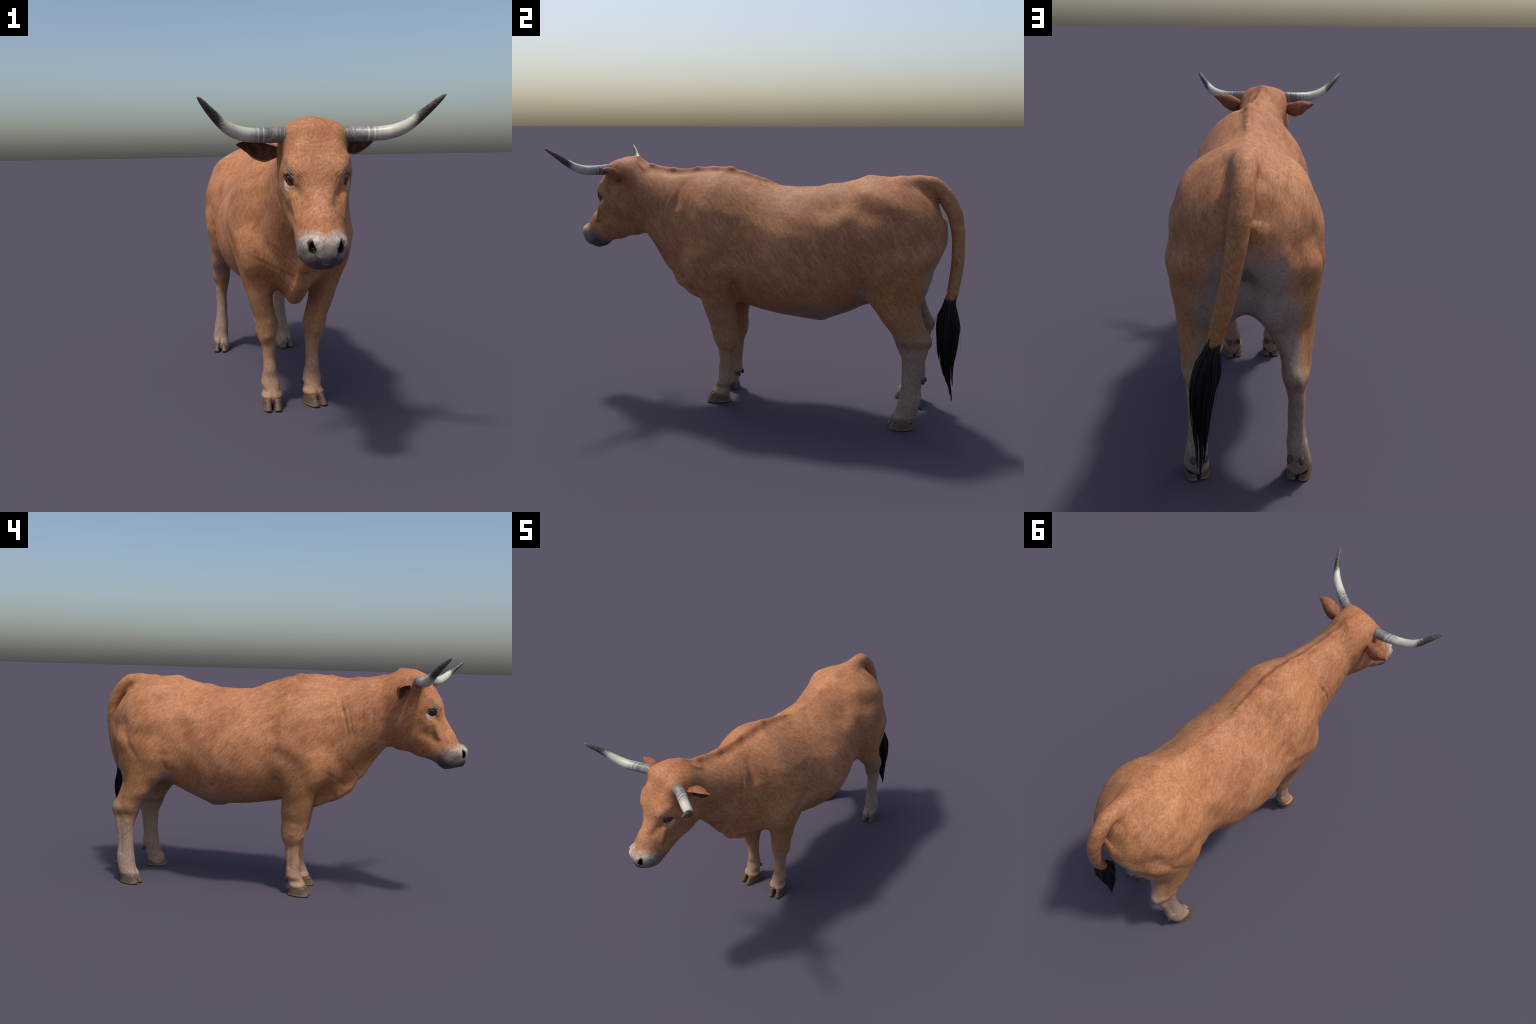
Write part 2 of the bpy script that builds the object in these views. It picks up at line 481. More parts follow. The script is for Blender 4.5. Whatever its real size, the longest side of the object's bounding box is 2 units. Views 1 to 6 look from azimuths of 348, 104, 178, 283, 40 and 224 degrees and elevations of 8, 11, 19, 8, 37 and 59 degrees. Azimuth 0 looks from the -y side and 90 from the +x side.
#    head frame: along, side, up (both sides)
HEAD_LUMPS = [
    ((0.045, 0.098, 0.098), (0.105, 0.070, 0.092), 0.018, 0.008),     # brow
    ((0.060, 0.112, 0.060), (0.050, 0.112, 0.030), 0.020, 0.003),
    ((0.128, 0.068, 0.045), (0.200, 0.050, 0.040), 0.016, -0.009),    # tear groove
    ((0.148, 0.088, 0.022), (0.205, 0.080, -0.010), 0.016, 0.011),    # cheek crest
    ((0.130, 0.105, 0.000), (0.080, 0.112, 0.000), 0.020, 0.004),
    ((0.195, 0.088, -0.030), (0.145, 0.102, -0.045), 0.022, -0.010),
    ((0.060, 0.105, -0.080), (0.100, 0.100, -0.110), 0.055, 0.006),   # jaw muscle
    ((0.020, 0.108, 0.020), (-0.010, 0.112, 0.060), 0.022, -0.005),
    ((-0.100, 0.118, -0.060), (-0.031, 0.112, -0.148), 0.020, -0.009),  # behind the jaw
    ((-0.031, 0.112, -0.148), (0.024, 0.070, -0.215), 0.022, -0.010),
    ((0.024, 0.070, -0.215), (0.030, 0.0, -0.235), 0.020, -0.008),
    ((0.000, 0.112, -0.090), (0.045, 0.095, -0.165), 0.024, 0.005),    # jaw angle   # temple
    ((-0.054, 0.095, 0.120), (-0.054, 0.125, 0.118), 0.030, 0.010),   # horn base
    ((-0.080, 0.100, 0.035), (-0.075, 0.115, 0.040), 0.032, 0.009),  # root of the ear
    ((0.322, 0.064, 0.036), (0.340, 0.070, 0.000), 0.014, 0.004),     # nostril wing
    ((0.345, 0.032, 0.030), (0.362, 0.012, -0.004), 0.010, 0.003),
    ((0.350, 0.045, -0.050), (0.320, 0.070, -0.060), 0.022, 0.005),   # upper lip
    ((0.270, 0.050, -0.115), (0.330, 0.030, -0.112), 0.025, 0.004),   # chin
    ((-0.165, 0.0, 0.100), (-0.120, 0.0, 0.140), 0.020, 0.006),       # poll
    ((0.010, 0.0, 0.140), (0.100, 0.0, 0.105), 0.030, -0.003),
    ((0.020, 0.060, 0.130), (0.075, 0.070, 0.105), 0.028, 0.004),
]
# wrinkles over each eye: arcs about the eye centre, radius and depth
BROW_WRINKLES = [(0.0285, -0.0026), (0.0360, -0.0022), (0.0440, -0.0020), (0.0520, -0.0013)]


# creases seen from the side: side, points (y, z), width, depth
CREASES = [
    (-1, [(-0.362, 1.080), (-0.378, 1.010), (-0.402, 0.930), (-0.412, 0.860)], 0.0075, -0.0030),
    (-1, [(-0.330, 1.060), (-0.345, 0.990), (-0.365, 0.905)], 0.0065, -0.0022),
    (-1, [(-0.395, 1.050), (-0.420, 0.960), (-0.440, 0.860)], 0.0070, -0.0024),
    (-1, [(-0.530, 1.040), (-0.526, 0.960), (-0.510, 0.870)], 0.0110, -0.0028),
    (-1, [(-0.480, 1.030), (-0.480, 0.950), (-0.472, 0.860)], 0.0080, -0.0018),
    (1, [(-0.412, 1.062), (-0.432, 0.990), (-0.442, 0.900), (-0.436, 0.830)], 0.0075, -0.0030),
    (1, [(-0.372, 1.050), (-0.378, 0.970), (-0.376, 0.890)], 0.0070, -0.0026),
    (1, [(-0.395, 1.040), (-0.408, 0.960), (-0.412, 0.860)], 0.0060, -0.0020),
    (1, [(-0.460, 1.040), (-0.478, 0.950), (-0.478, 0.850)], 0.0080, -0.0022),
    (1, [(-0.530, 1.040), (-0.526, 0.960), (-0.510, 0.870)], 0.0110, -0.0028),
    (-1, [(-0.300, 0.700), (-0.360, 0.640), (-0.400, 0.590)], 0.0090, -0.0032),
    (1, [(-0.300, 0.700), (-0.360, 0.640), (-0.400, 0.590)], 0.0090, -0.0032),
    (-1, [(-0.400, 0.760), (-0.440, 0.690), (-0.465, 0.640)], 0.0090, -0.0030),
    (1, [(-0.400, 0.760), (-0.440, 0.690), (-0.465, 0.640)], 0.0090, -0.0030),
    # fold of the flank
    (-1, [(0.520, 0.640), (0.555, 0.660), (0.566, 0.720)], 0.0120, -0.0040),
    (1, [(0.520, 0.640), (0.555, 0.660), (0.566, 0.720)], 0.0120, -0.0040),
    # seam between the two thigh muscles
    (-1, [(0.775, 0.860), (0.745, 0.780), (0.700, 0.700)], 0.0160, -0.0040),
    (1, [(0.775, 0.860), (0.745, 0.780), (0.700, 0.700)], 0.0160, -0.0040),
]


def crease_depth(p):
    o = np.zeros(len(p))
    for side, pts, r, amp in CREASES:
        P = refine(np.array(pts), 9)
        lo, hi = P.min(0) - 2.5 * r, P.max(0) + 2.5 * r
        i = np.nonzero((p[:, 1] > lo[0]) & (p[:, 1] < hi[0]) & (p[:, 2] > lo[1]) & (p[:, 2] < hi[1]) & ((p[:, 0] - 0.075) * side > 0.02))[0]
        if not len(i):
            continue
        q, best, along = p[i][:, 1:], np.full(len(i), 1e9), np.zeros(len(i))
        for k, (a, b) in enumerate(zip(P[:-1], P[1:])):
            s = np.clip(((q - a) @ (b - a)) / ((b - a) @ (b - a)), 0, 1)
            d = np.linalg.norm(q - a - s[:, None] * (b - a), axis=1)
            m = d < best
            best[m], along[m] = d[m], (k + s[m]) / (len(P) - 1)
        fade = np.clip(np.minimum(along, 1 - along) / 0.25, 0, 1)
        o[i] += amp * np.exp(-(best / r) ** 2) * fade
    return o


def soft_line(p, a, b, r, amp):
    a, b = np.asarray(a, float), np.asarray(b, float)
    lo, hi = np.minimum(a, b) - 2.2 * r, np.maximum(a, b) + 2.2 * r
    i = np.nonzero(np.all((p > lo) & (p < hi), axis=1))[0]
    if not len(i):
        return i, None
    q, ab = p[i] - a, b - a
    s = np.clip((q @ ab) / max(ab @ ab, 1e-9), 0, 1)
    d2 = ((q - s[:, None] * ab) ** 2).sum(1) / (r * r)
    return i, amp * np.exp(-d2)


def relief(p):
    """Height of the muscles and folds above the plain lofted skin."""
    o = np.zeros(len(p))
    mid = np.where(p[:, 1] < 0.25, 0.090, 0.098)
    for a, b, r, amp in MID_LUMPS:
        i, v = soft_line(p, a, b, r, amp)
        if v is not None:
            o[i] += v
    m = np.column_stack([np.abs(p[:, 0] - mid), p[:, 1], p[:, 2]])
    for a, b, r, amp in BODY_LUMPS:
        i, v = soft_line(m, a, b, r, amp)
        if v is not None:
            o[i] += v
    j = np.nonzero((p[:, 1] < -0.52) & (p[:, 2] > 0.68))[0]
    if len(j):
        h = to_head(p[j])
        h[:, 1] = np.abs(h[:, 1])
        oh = np.zeros(len(j))
        for a, b, r, amp in HEAD_LUMPS:
            i, v = soft_line(h, a, b, r, amp)
            if v is not None:
                oh[i] += v
        u, v = eye_axes()
        d = h - EYE_C
        x, y = d @ u, d @ v
        rad, ang = np.hypot(x * 0.80, y), np.arctan2(y, x)
        near = (rad < 0.075) & (h[:, 1] > 0.03)
        fan = np.exp(-((ang - 1.35) / 0.75) ** 2) * near
        for R, depth in BROW_WRINKLES:
            wob = R + 0.0015 * np.sin(5 * ang + 90 * R)
            oh += depth * np.exp(-((rad - wob) / 0.0022) ** 2) * fan
        low = np.exp(-((ang + 1.5) / 0.8) ** 2) * near
        oh += -0.0016 * np.exp(-((rad - 0.027) / 0.0035) ** 2) * low
        o[j] += oh
    o += crease_depth(p)
    # neck creases run down from the crest; hide is never quite smooth
    x, y, z = p[:, 0], p[:, 1], p[:, 2]
    neck = np.exp(-((y + 0.47) / 0.09) ** 2) * np.clip((1.10 - z) / 0.08, 0, 1) * np.clip((z - 0.78) / 0.10, 0, 1)
    ph = (y + 0.10 * (z - 0.95) + 0.006 * np.sin(23 * z)) * 2 * math.pi / 0.030
    o += -0.0007 * neck * np.clip(np.sin(ph), 0, 1) ** 3
    spine = np.exp(-((x - 0.098) / 0.03) ** 2) * np.clip((z - 1.05) / 0.04, 0, 1)
    o += 0.0012 * spine * np.sin(y * 2 * math.pi / 0.085 + 1.3 * np.sin(9 * y))
    ribs = np.exp(-((y - 0.17) / 0.15) ** 2) * np.exp(-((z - 0.80) / 0.16) ** 2)
    o += 0.0014 * ribs * np.sin((y + 0.25 * (z - 0.8)) * 2 * math.pi / 0.062)
    body = np.clip((z - 0.45) / 0.15, 0, 1) * np.clip((y + 0.55) / 0.1, 0, 1)
    o += 0.0016 * body * (np.sin(31 * y + 17 * z + 3 * np.sin(13 * z)) * np.sin(27 * z - 11 * y + 19 * x))
    # cleft between the toes
    return o


def toes(f, p):
    """The cleft that divides the foot in front and behind."""
    for name, (side, mid, dy) in LEGS.items():
        T = FORE if name.startswith("fore") else HIND
        cx, cy = mid + side * T[2, 1], dy + T[2, 2]
        i = np.nonzero((np.abs(p[:, 0] - cx) < 0.07) & (np.abs(p[:, 1] - cy) < 0.12) & (p[:, 2] < 0.10))[0]
        if not len(i):
            continue
        t = FOOT_TURN[name]
        fx, fy = math.sin(t), -math.cos(t)
        c0 = np.array([cx + fx * 0.050, cy + fy * 0.050, 0.0])
        c1 = np.array([cx + fx * 0.044, cy + fy * 0.044, 0.072])
        f[i] = -smin(-f[i], polyline(p[i], np.array([c0, c1]), 0.003), 0.014)
        b0 = np.array([cx - fx * 0.050, cy - fy * 0.050, 0.0])
        b1 = np.array([cx - fx * 0.054, cy - fy * 0.054, 0.055])
        f[i] = -smin(-f[i], polyline(p[i], np.array([b0, b1]), 0.002), 0.010)
    return f


# feet point a little outward
FOOT_TURN = {"fore_right": math.radians(-8), "fore_left": math.radians(16), "hind_right": math.radians(-14), "hind_left": math.radians(14)}


def skin(p, fine=True):
    f = skin_base(p)
    f = face(f, p)
    f = toes(f, p)
    return f - relief(p) if fine else f


# =====================================================================
#  surface nets: turn the implicit skin into quads
# =====================================================================
def surface_nets(F, lo, hi, h):
    lo, hi = np.array(lo), np.array(hi)
    B = 4
    nb = np.ceil((hi - lo) / (h * B)).astype(int)
    n = nb * B + 1

    def blocks(idx, size, reach):
        c = lo + (idx + 0.5) * size
        return idx[np.abs(F(c)) < reach]

    big = np.stack(np.meshgrid(*[np.arange((k + 3) // 4) for k in nb], indexing="ij"), -1).reshape(-1, 3)
    big = blocks(big, h * B * 4, h * B * 4 * 0.87 + 0.07)
    sub = np.stack(np.meshgrid(*[np.arange(4)] * 3, indexing="ij"), -1).reshape(-1, 3)
    small = (big[:, None] * 4 + sub).reshape(-1, 3)
    small = small[np.all(small < nb, axis=1)]
    small = blocks(small, h * B, h * B * 0.87 + 0.034)
    live = np.zeros(nb, bool)
    live[tuple(small.T)] = True
    cor = np.zeros(n, bool)
    up = live.repeat(B, 0).repeat(B, 1).repeat(B, 2)
    for dx in (0, 1):
        for dy in (0, 1):
            for dz in (0, 1):
                cor[dx:n[0] - 1 + dx, dy:n[1] - 1 + dy, dz:n[2] - 1 + dz] |= up
    pts = np.argwhere(cor)
    val = np.full(n, 1.0, np.float32)
    for k in range(0, len(pts), 400000):
        q = pts[k:k + 400000]
        val[tuple(q.T)] = F(lo + q * h)
    neg = val < 0
    cells = np.argwhere(up)
    c8 = np.stack([neg[cells[:, 0] + a, cells[:, 1] + b, cells[:, 2] + c] for a in (0, 1) for b in (0, 1) for c in (0, 1)], 1)
    s = c8.sum(1)
    cells = cells[(s > 0) & (s < 8)]
    acc, cnt = np.zeros((len(cells), 3)), np.zeros(len(cells))
    corner = [(a, b, c) for a in (0, 1) for b in (0, 1) for c in (0, 1)]
    for A in corner:
        for ax in range(3):
            if A[ax]:
                continue
            Bc = list(A)
            Bc[ax] = 1
            va = val[cells[:, 0] + A[0], cells[:, 1] + A[1], cells[:, 2] + A[2]].astype(float)
            vb = val[cells[:, 0] + Bc[0], cells[:, 1] + Bc[1], cells[:, 2] + Bc[2]].astype(float)
            m = (va < 0) != (vb < 0)
            t = va[m] / (va[m] - vb[m])
            off = np.tile(np.array(A, float), (m.sum(), 1))
            off[:, ax] = t
            acc[m] += off
            cnt[m] += 1
    verts = lo + (cells + acc / cnt[:, None]) * h
    vid = np.full(n - 1, -1, np.int32)
    vid[tuple(cells.T)] = np.arange(len(cells))
    quads = []
    for ax in range(3):
        a, b = (ax + 1) % 3, (ax + 2) % 3
        hi_c = cells[cells[:, ax] + 1 <= n[ax] - 1]
        nxt = hi_c.copy()
        nxt[:, ax] += 1
        va, vb = neg[tuple(hi_c.T)], neg[tuple(nxt.T)]
        m = (va != vb) & (hi_c[:, a] > 0) & (hi_c[:, b] > 0)
        c, flip = hi_c[m], ~va[m]
        c00 = c.copy(); c00[:, a] -= 1; c00[:, b] -= 1
        c10 = c.copy(); c10[:, b] -= 1
        c01 = c.copy(); c01[:, a] -= 1
        q = np.stack([vid[tuple(x.T)] for x in (c00, c10, c, c01)], 1)
        ok = np.all(q >= 0, axis=1)
        q, flip = q[ok], flip[ok]
        q[flip] = q[flip][:, ::-1]
        quads.append(q)
    return verts, np.vstack(quads)


def gradient(F, v, e=0.0012):
    f0 = F(v)
    g = np.stack([(F(v + np.eye(3)[k] * e) - f0) / e for k in range(3)], 1)
    return f0, g


def settle(F, v, steps, limit=0.006):
    """Slide vertices onto the zero surface along the gradient."""
    for _ in range(steps):
        f0, g = gradient(F, v)
        g2 = np.maximum((g * g).sum(1), 0.15)
        d = -(f0 / g2)[:, None] * g
        L = np.linalg.norm(d, axis=1)
        d *= np.minimum(1, limit / np.maximum(L, 1e-9))[:, None]
        v = v + d
    return v


# =====================================================================
#  Blender part: materials
# =====================================================================
import bpy
import bmesh
from mathutils import Vector

rng = np.random.default_rng(7)


class Nodes:
    """Small helper for wiring shader nodes."""

    def __init__(self, name):
        self.mat = bpy.data.materials.new(name)
        self.mat.use_nodes = True
        self.t = self.mat.node_tree
        self.t.nodes.clear()
        self.out = self.t.nodes.new("ShaderNodeOutputMaterial")
        self.bsdf = self.t.nodes.new("ShaderNodeBsdfPrincipled")
        self.t.links.new(self.bsdf.outputs[0], self.out.inputs[0])
        self.obj = self.t.nodes.new("ShaderNodeTexCoord").outputs["Object"]

    def put(self, sock, v):
        if isinstance(v, bpy.types.NodeSocket):
            self.t.links.new(v, sock)
        elif v is not None:
            if hasattr(sock.default_value, "__len__"):
                v = tuple(v)
                if len(sock.default_value) == 4 and len(v) == 3:
                    v = v + (1.0,)
            sock.default_value = v

    def math(self, op, a, b=None, c=None, clamp=False):
        n = self.t.nodes.new("ShaderNodeMath")
        n.operation, n.use_clamp = op, clamp
        for s, v in zip(n.inputs, (a, b, c)):
            self.put(s, v)
        return n.outputs[0]

    def vec(self, op, a, b=None):
        n = self.t.nodes.new("ShaderNodeVectorMath")
        n.operation = op
        self.put(n.inputs[0], a)
        if op == "SCALE":
            self.put(n.inputs["Scale"], b)
        elif b is not None:
            self.put(n.inputs[1], b)
        return n.outputs["Value"] if op in ("DOT_PRODUCT", "LENGTH", "DISTANCE") else n.outputs[0]

    def split(self, v):
        n = self.t.nodes.new("ShaderNodeSeparateXYZ")
        self.put(n.inputs[0], v)
        return n.outputs

    def join(self, x, y, z):
        n = self.t.nodes.new("ShaderNodeCombineXYZ")
        for s, v in zip(n.inputs, (x, y, z)):
            self.put(s, v)
        return n.outputs[0]

    def ramp(self, v, a, b, lo=0.0, hi=1.0):
        """Smooth step of v from a (-> lo) to b (-> hi)."""
        n = self.t.nodes.new("ShaderNodeMapRange")
        n.interpolation_type = "SMOOTHSTEP"
        n.clamp = True
        if a > b:
            a, b, lo, hi = b, a, hi, lo
        for s, x in zip(n.inputs, (v, a, b, lo, hi)):
            self.put(s, x)
        return n.outputs[0]

    def blob(self, p, centre, radii, soft=0.5):
        """1 inside an ellipsoid, fading to 0 at its edge."""
        d = self.vec("MULTIPLY", self.vec("SUBTRACT", p, centre), [1.0 / r for r in radii])
        return self.ramp(self.vec("LENGTH", d), 1.0, 1.0 - soft)

    def noise(self, p, scale, detail=3.0, rough=0.55, distort=0.0):
        n = self.t.nodes.new("ShaderNodeTexNoise")
        self.put(n.inputs["Vector"], p)
        n.inputs["Scale"].default_value = scale
        n.inputs["Detail"].default_value = detail
        n.inputs["Roughness"].default_value = rough
        n.inputs["Distortion"].default_value = distort
        return n.outputs

    def turned(self, p, rot, scale):
        """Turn first, then stretch, so that the grain runs along the turned axes."""
        n = self.t.nodes.new("ShaderNodeMapping")
        self.put(n.inputs["Vector"], p)
        n.inputs["Rotation"].default_value = rot
        return self.vec("MULTIPLY", n.outputs[0], scale)

    def seg(self, p, a, b):
        """Distance to a segment."""
        a, b = np.asarray(a, float), np.asarray(b, float)
        ab = b - a
        q = self.vec("SUBTRACT", p, list(a))
        s = self.math("DIVIDE", self.vec("DOT_PRODUCT", q, list(ab)), float(ab @ ab), clamp=True)
        return self.vec("LENGTH", self.vec("SUBTRACT", q, self.vec("SCALE", list(ab), s)))

    def mix(self, f, a, b, mode="MIX"):
        n = self.t.nodes.new("ShaderNodeMix")
        n.data_type, n.blend_type = "RGBA", mode
        n.clamp_factor = True
        self.put(n.inputs[0], f)
        self.put(n.inputs[6], a)
        self.put(n.inputs[7], b)
        return n.outputs[2]

    def lerp(self, f, a, b):
        n = self.t.nodes.new("ShaderNodeMix")
        n.data_type = "FLOAT"
        self.put(n.inputs[0], f)
        self.put(n.inputs[2], a)
        self.put(n.inputs[3], b)
        return n.outputs[0]

    def bump(self, height, strength, distance):
        n = self.t.nodes.new("ShaderNodeBump")
        n.inputs["Strength"].default_value = strength
        n.inputs["Distance"].default_value = distance
        self.put(n.inputs["Height"], height)
        return n.outputs[0]

    def finish(self, colour, rough=0.7, normal=None, spec=0.25, **more):
        self.put(self.bsdf.inputs["Base Color"], colour)
        self.put(self.bsdf.inputs["Roughness"], rough)
        self.put(self.bsdf.inputs["Specular IOR Level"], spec)
        if normal is not None:
            self.put(self.bsdf.inputs["Normal"], normal)
        for k, v in more.items():
            self.put(self.bsdf.inputs[k], v)
        return self.mat

    def head(self):
        """Head-frame coordinates, the two sides folded together."""
        q = self.vec("SUBTRACT", self.obj, list(H_O))
        a = self.vec("DOT_PRODUCT", q, list(H_A))
        l = self.math("ABSOLUTE", self.vec("DOT_PRODUCT", q, list(H_L)))
        b = self.vec("DOT_PRODUCT", q, list(H_B))
        return a, l, b, self.join(a, l, b)


TAN = (0.412, 0.176, 0.078)
TAN_DEEP = (0.245, 0.090, 0.040)
TAN_PALE = (0.470, 0.225, 0.112)
RUST = (0.330, 0.108, 0.045)
OCHRE = (0.370, 0.172, 0.064)
ASH = (0.360, 0.262, 0.205)
ASH_DEEP = (0.215, 0.155, 0.125)
CREAM = (0.460, 0.370, 0.305)
SLATE = (0.045, 0.038, 0.040)


def coat_material():
    N = Nodes("short_tan_coat")
    p = N.obj
    x, y, z = N.split(p)
    a, l, b, hp = N.head()
    off = N.math("ABSOLUTE", N.math("SUBTRACT", x, 0.094))

    # hair strokes: long thin noise, lying down and back on the body, straight down on legs and face
    warp = N.noise(p, 9.0, 2.0)[1]
    wp = N.vec("ADD", p, N.vec("SCALE", N.vec("SUBTRACT", warp, (0.5, 0.5, 0.5)), 0.045))
    body_hair = N.noise(N.turned(wp, (math.radians(-42), 0, 0), (380, 380, 58)), 1.0, 3.0, 0.6)[0]
    leg_hair = N.noise(N.turned(wp, (0, 0, 0), (400, 400, 58)), 1.0, 3.0, 0.6)[0]
    face_hair = N.noise(N.turned(N.join(N.math("MULTIPLY", a, 75.0), N.math("MULTIPLY", l, 400.0), N.math("MULTIPLY", b, 330.0)), (0, 0, 0), (1, 1, 1)), 1.0, 3.0, 0.6)[0]
    low = N.ramp(z, 0.62, 0.45)
    on_head = N.ramp(N.math("ADD", N.math("MULTIPLY", a, 0.8), N.math("MULTIPLY", b, 0.6)), -0.10, 0.0)
    on_head = N.math("MULTIPLY", on_head, N.ramp(y, -0.5, -0.6))
    hair = N.lerp(low, body_hair, leg_hair)
    hair = N.lerp(on_head, hair, face_hair)
    fine = N.noise(N.turned(wp, (math.radians(-35), math.radians(12), 0), (800, 800, 130)), 1.0, 2.0, 0.6)[0]
    clump = N.noise(N.turned(wp, (math.radians(-40), 0, 0), (85, 85, 20)), 1.0, 3.0, 0.55)[0]
    patch = N.noise(p, 4.2, 3.0, 0.5, 0.4)[0]
    streak = N.noise(N.turned(wp, (math.radians(-40), 0, 0), (22, 22, 7)), 1.0, 5.0, 0.62, 0.5)[0]
    patch2 = N.noise(N.vec("ADD", p, (3.1, 1.7, 0.4)), 9.0, 3.0, 0.55, 0.3)[0]

    col = N.mix(N.ramp(patch, 0.40, 0.72, 0.0, 0.45), TAN, TAN_DEEP)
    col = N.mix(N.ramp(patch2, 0.48, 0.74, 0.0, 0.50), col, TAN_PALE)
    col = N.mix(N.ramp(streak, 0.48, 0.74, 0.0, 0.42), col, TAN_DEEP)
    col = N.mix(N.ramp(streak, 0.46, 0.26, 0.0, 0.42), col, (0.53, 0.250, 0.122))
    # yellower thighs, forearms and cheeks; redder poll
    thigh = N.math("MULTIPLY", N.ramp(y, 0.45, 0.62), N.ramp(z, 0.88, 0.66))
    arm = N.math("MULTIPLY", N.ramp(y, 0.10, 0.0), N.math("MULTIPLY", N.ramp(z, 0.74, 0.60), N.ramp(y, -0.40, -0.30)))
    cheek = N.blob(hp, (0.16, 0.105, -0.02), (0.13, 0.075, 0.12), 0.8)
    for m, s in ((thigh, 0.65), (arm, 0.65), (cheek, 0.60)):
        col = N.mix(N.math("MULTIPLY", m, s), col, OCHRE)
    poll = N.blob(hp, (-0.16, 0.0, 0.10), (0.10, 0.14, 0.10), 0.8)
    col = N.mix(N.math("MULTIPLY", poll, 0.55), col, RUST)
    earroot = N.blob(hp, (-0.080, 0.110, 0.040), (0.05, 0.035, 0.05), 0.8)
    col = N.mix(N.math("MULTIPLY", earroot, 0.6), col, (0.24, 0.090, 0.045))
    crest = N.math("MULTIPLY", N.ramp(N.math("ABSOLUTE", N.math("SUBTRACT", x, N.ramp(y, -0.66, -0.25, 0.034, 0.094))), 0.036, 0.010), N.math("MULTIPLY", N.ramp(z, 1.095, 1.135), N.ramp(y, 0.12, -0.05)))  # shading along the neck ridge, tinted into the coat as a darker band
    col = N.mix(N.math("MULTIPLY", crest, 0.50), col, RUST)
    bridge = N.blob(hp, (0.20, 0.0, 0.06), (0.14, 0.06, 0.06), 0.8)
    col = N.mix(N.math("MULTIPLY", bridge, 0.45), col, (0.50, 0.235, 0.125))

    # ash-grey hair: lower legs, inside and back of the thighs, edge of the belly
    jig = N.math("MULTIPLY", N.math("SUBTRACT", N.noise(p, 14.0, 4.0, 0.65)[0], 0.5), 0.26)
    zj = N.math("ADD", z, jig)
    front = N.math("MULTIPLY", N.ramp(y, 0.2, 0.1), N.ramp(zj, 0.50, 0.10, 0.0, 0.62))
    knee = N.math("MULTIPLY", N.blob(N.join(off, y, z), (0.11, -0.195, 0.36), (0.06, 0.05, 0.07), 0.9), 0.35)
    hind = N.math("MULTIPLY", N.ramp(y, 0.4, 0.5), N.ramp(zj, 0.54, 0.26, 0.0, 0.90))
    rear = N.blob(N.vec("ADD", N.join(off, y, z), N.join(N.math("MULTIPLY", jig, 0.3), 0.0, N.math("MULTIPLY", jig, 0.4))), (0.0, 0.90, 0.70), (0.175, 0.135, 0.250), 0.60)
    rear = N.math("MULTIPLY", rear, N.ramp(y, 0.930, 0.915))
    inner = N.math("MULTIPLY", N.math("MULTIPLY", N.ramp(y, 0.55, 0.66), N.ramp(zj, 0.78, 0.66)), N.ramp(N.math("ADD", off, jig), 0.155, 0.095))
    backleg = N.blob(N.join(off, y, zj), (0.145, 0.86, 0.58), (0.070, 0.065, 0.20), 0.6)
    shin = N.seg(N.join(off, y, z), (0.175, 0.555, 0.600), (0.165, 0.690, 0.455))
    stifle = N.ramp(N.math("ADD", shin, N.math("MULTIPLY", jig, 0.12)), 0.075, 0.030)
    heel = N.seg(N.join(off, y, z), (0.165, 0.870, 0.440), (0.150, 0.850, 0.560))
    stifle = N.math("MAXIMUM", stifle, N.ramp(N.math("ADD", heel, N.math("MULTIPLY", jig, 0.12)), 0.055, 0.020))
    edge = N.math("MULTIPLY", N.ramp(zj, 0.575, 0.515), N.math("MULTIPLY", N.ramp(y, 0.02, 0.30, 0.15, 0.65), N.ramp(y, 0.66, 0.60)))
    ash_m = front
    for m in (knee, hind, rear, inner, backleg, N.math("MULTIPLY", stifle, 0.75), edge):
        ash_m = N.math("MAXIMUM", ash_m, m)
    ash_m = N.math("MULTIPLY", ash_m, N.ramp(y, 0.930, 0.915))
    ash = N.mix(N.ramp(clump, 0.35, 0.68), ASH, ASH_DEEP)
    ash = N.mix(N.math("MULTIPLY", N.ramp(y, 0.2, 0.1), 0.45), ash, (0.43, 0.27, 0.18))
    col = N.mix(ash_m, col, ash)
    rump_ash = N.mix(N.ramp(clump, 0.35, 0.68), (0.42, 0.345, 0.300), (0.30, 0.240, 0.205))
    col = N.mix(N.math("MULTIPLY", rear, 0.95), col, rump_ash)
    hockpatch = N.blob(N.join(off, y, zj), (0.175, 0.735, 0.42), (0.06, 0.05, 0.06), 0.8)
    col = N.mix(N.math("MULTIPLY", hockpatch, 0.45), col, OCHRE)
    ring = N.math("MULTIPLY", N.ramp(N.math("ABSOLUTE", N.math("SUBTRACT", N.math("ADD", z, N.math("MULTIPLY", jig, 0.15)), 0.405)), 0.022, 0.006), N.ramp(y, 0.65, 0.70))
    col = N.mix(N.math("MULTIPLY", ring, 0.40), col, (0.150, 0.098, 0.068))
    hocktuft = N.blob(N.join(off, y, z), (0.165, 0.885, 0.418), (0.026, 0.022, 0.026), 0.7)
    col = N.mix(N.math("MULTIPLY", hocktuft, 0.75), col, (0.11, 0.085, 0.065))
    pastern = N.math("MULTIPLY", N.ramp(zj, 0.135, 0.105), N.ramp(zj, 0.07, 0.10))
    col = N.mix(N.math("MULTIPLY", pastern, 0.35), col, (0.20, 0.125, 0.085))

    # black end of the tail
    tail = N.math("MULTIPLY", N.ramp(N.math("ADD", z, N.math("MULTIPLY", jig, 0.35)), 0.612, 0.590), N.ramp(y, 0.90, 0.915))
    col = N.mix(tail, col, (0.012, 0.010, 0.010))

    # face: pale muzzle, dark nose leather, lips and eyelids
    speck = N.math("MULTIPLY", N.math("SUBTRACT", N.noise(p, 120.0, 3.0, 0.7)[0], 0.5), 0.8)
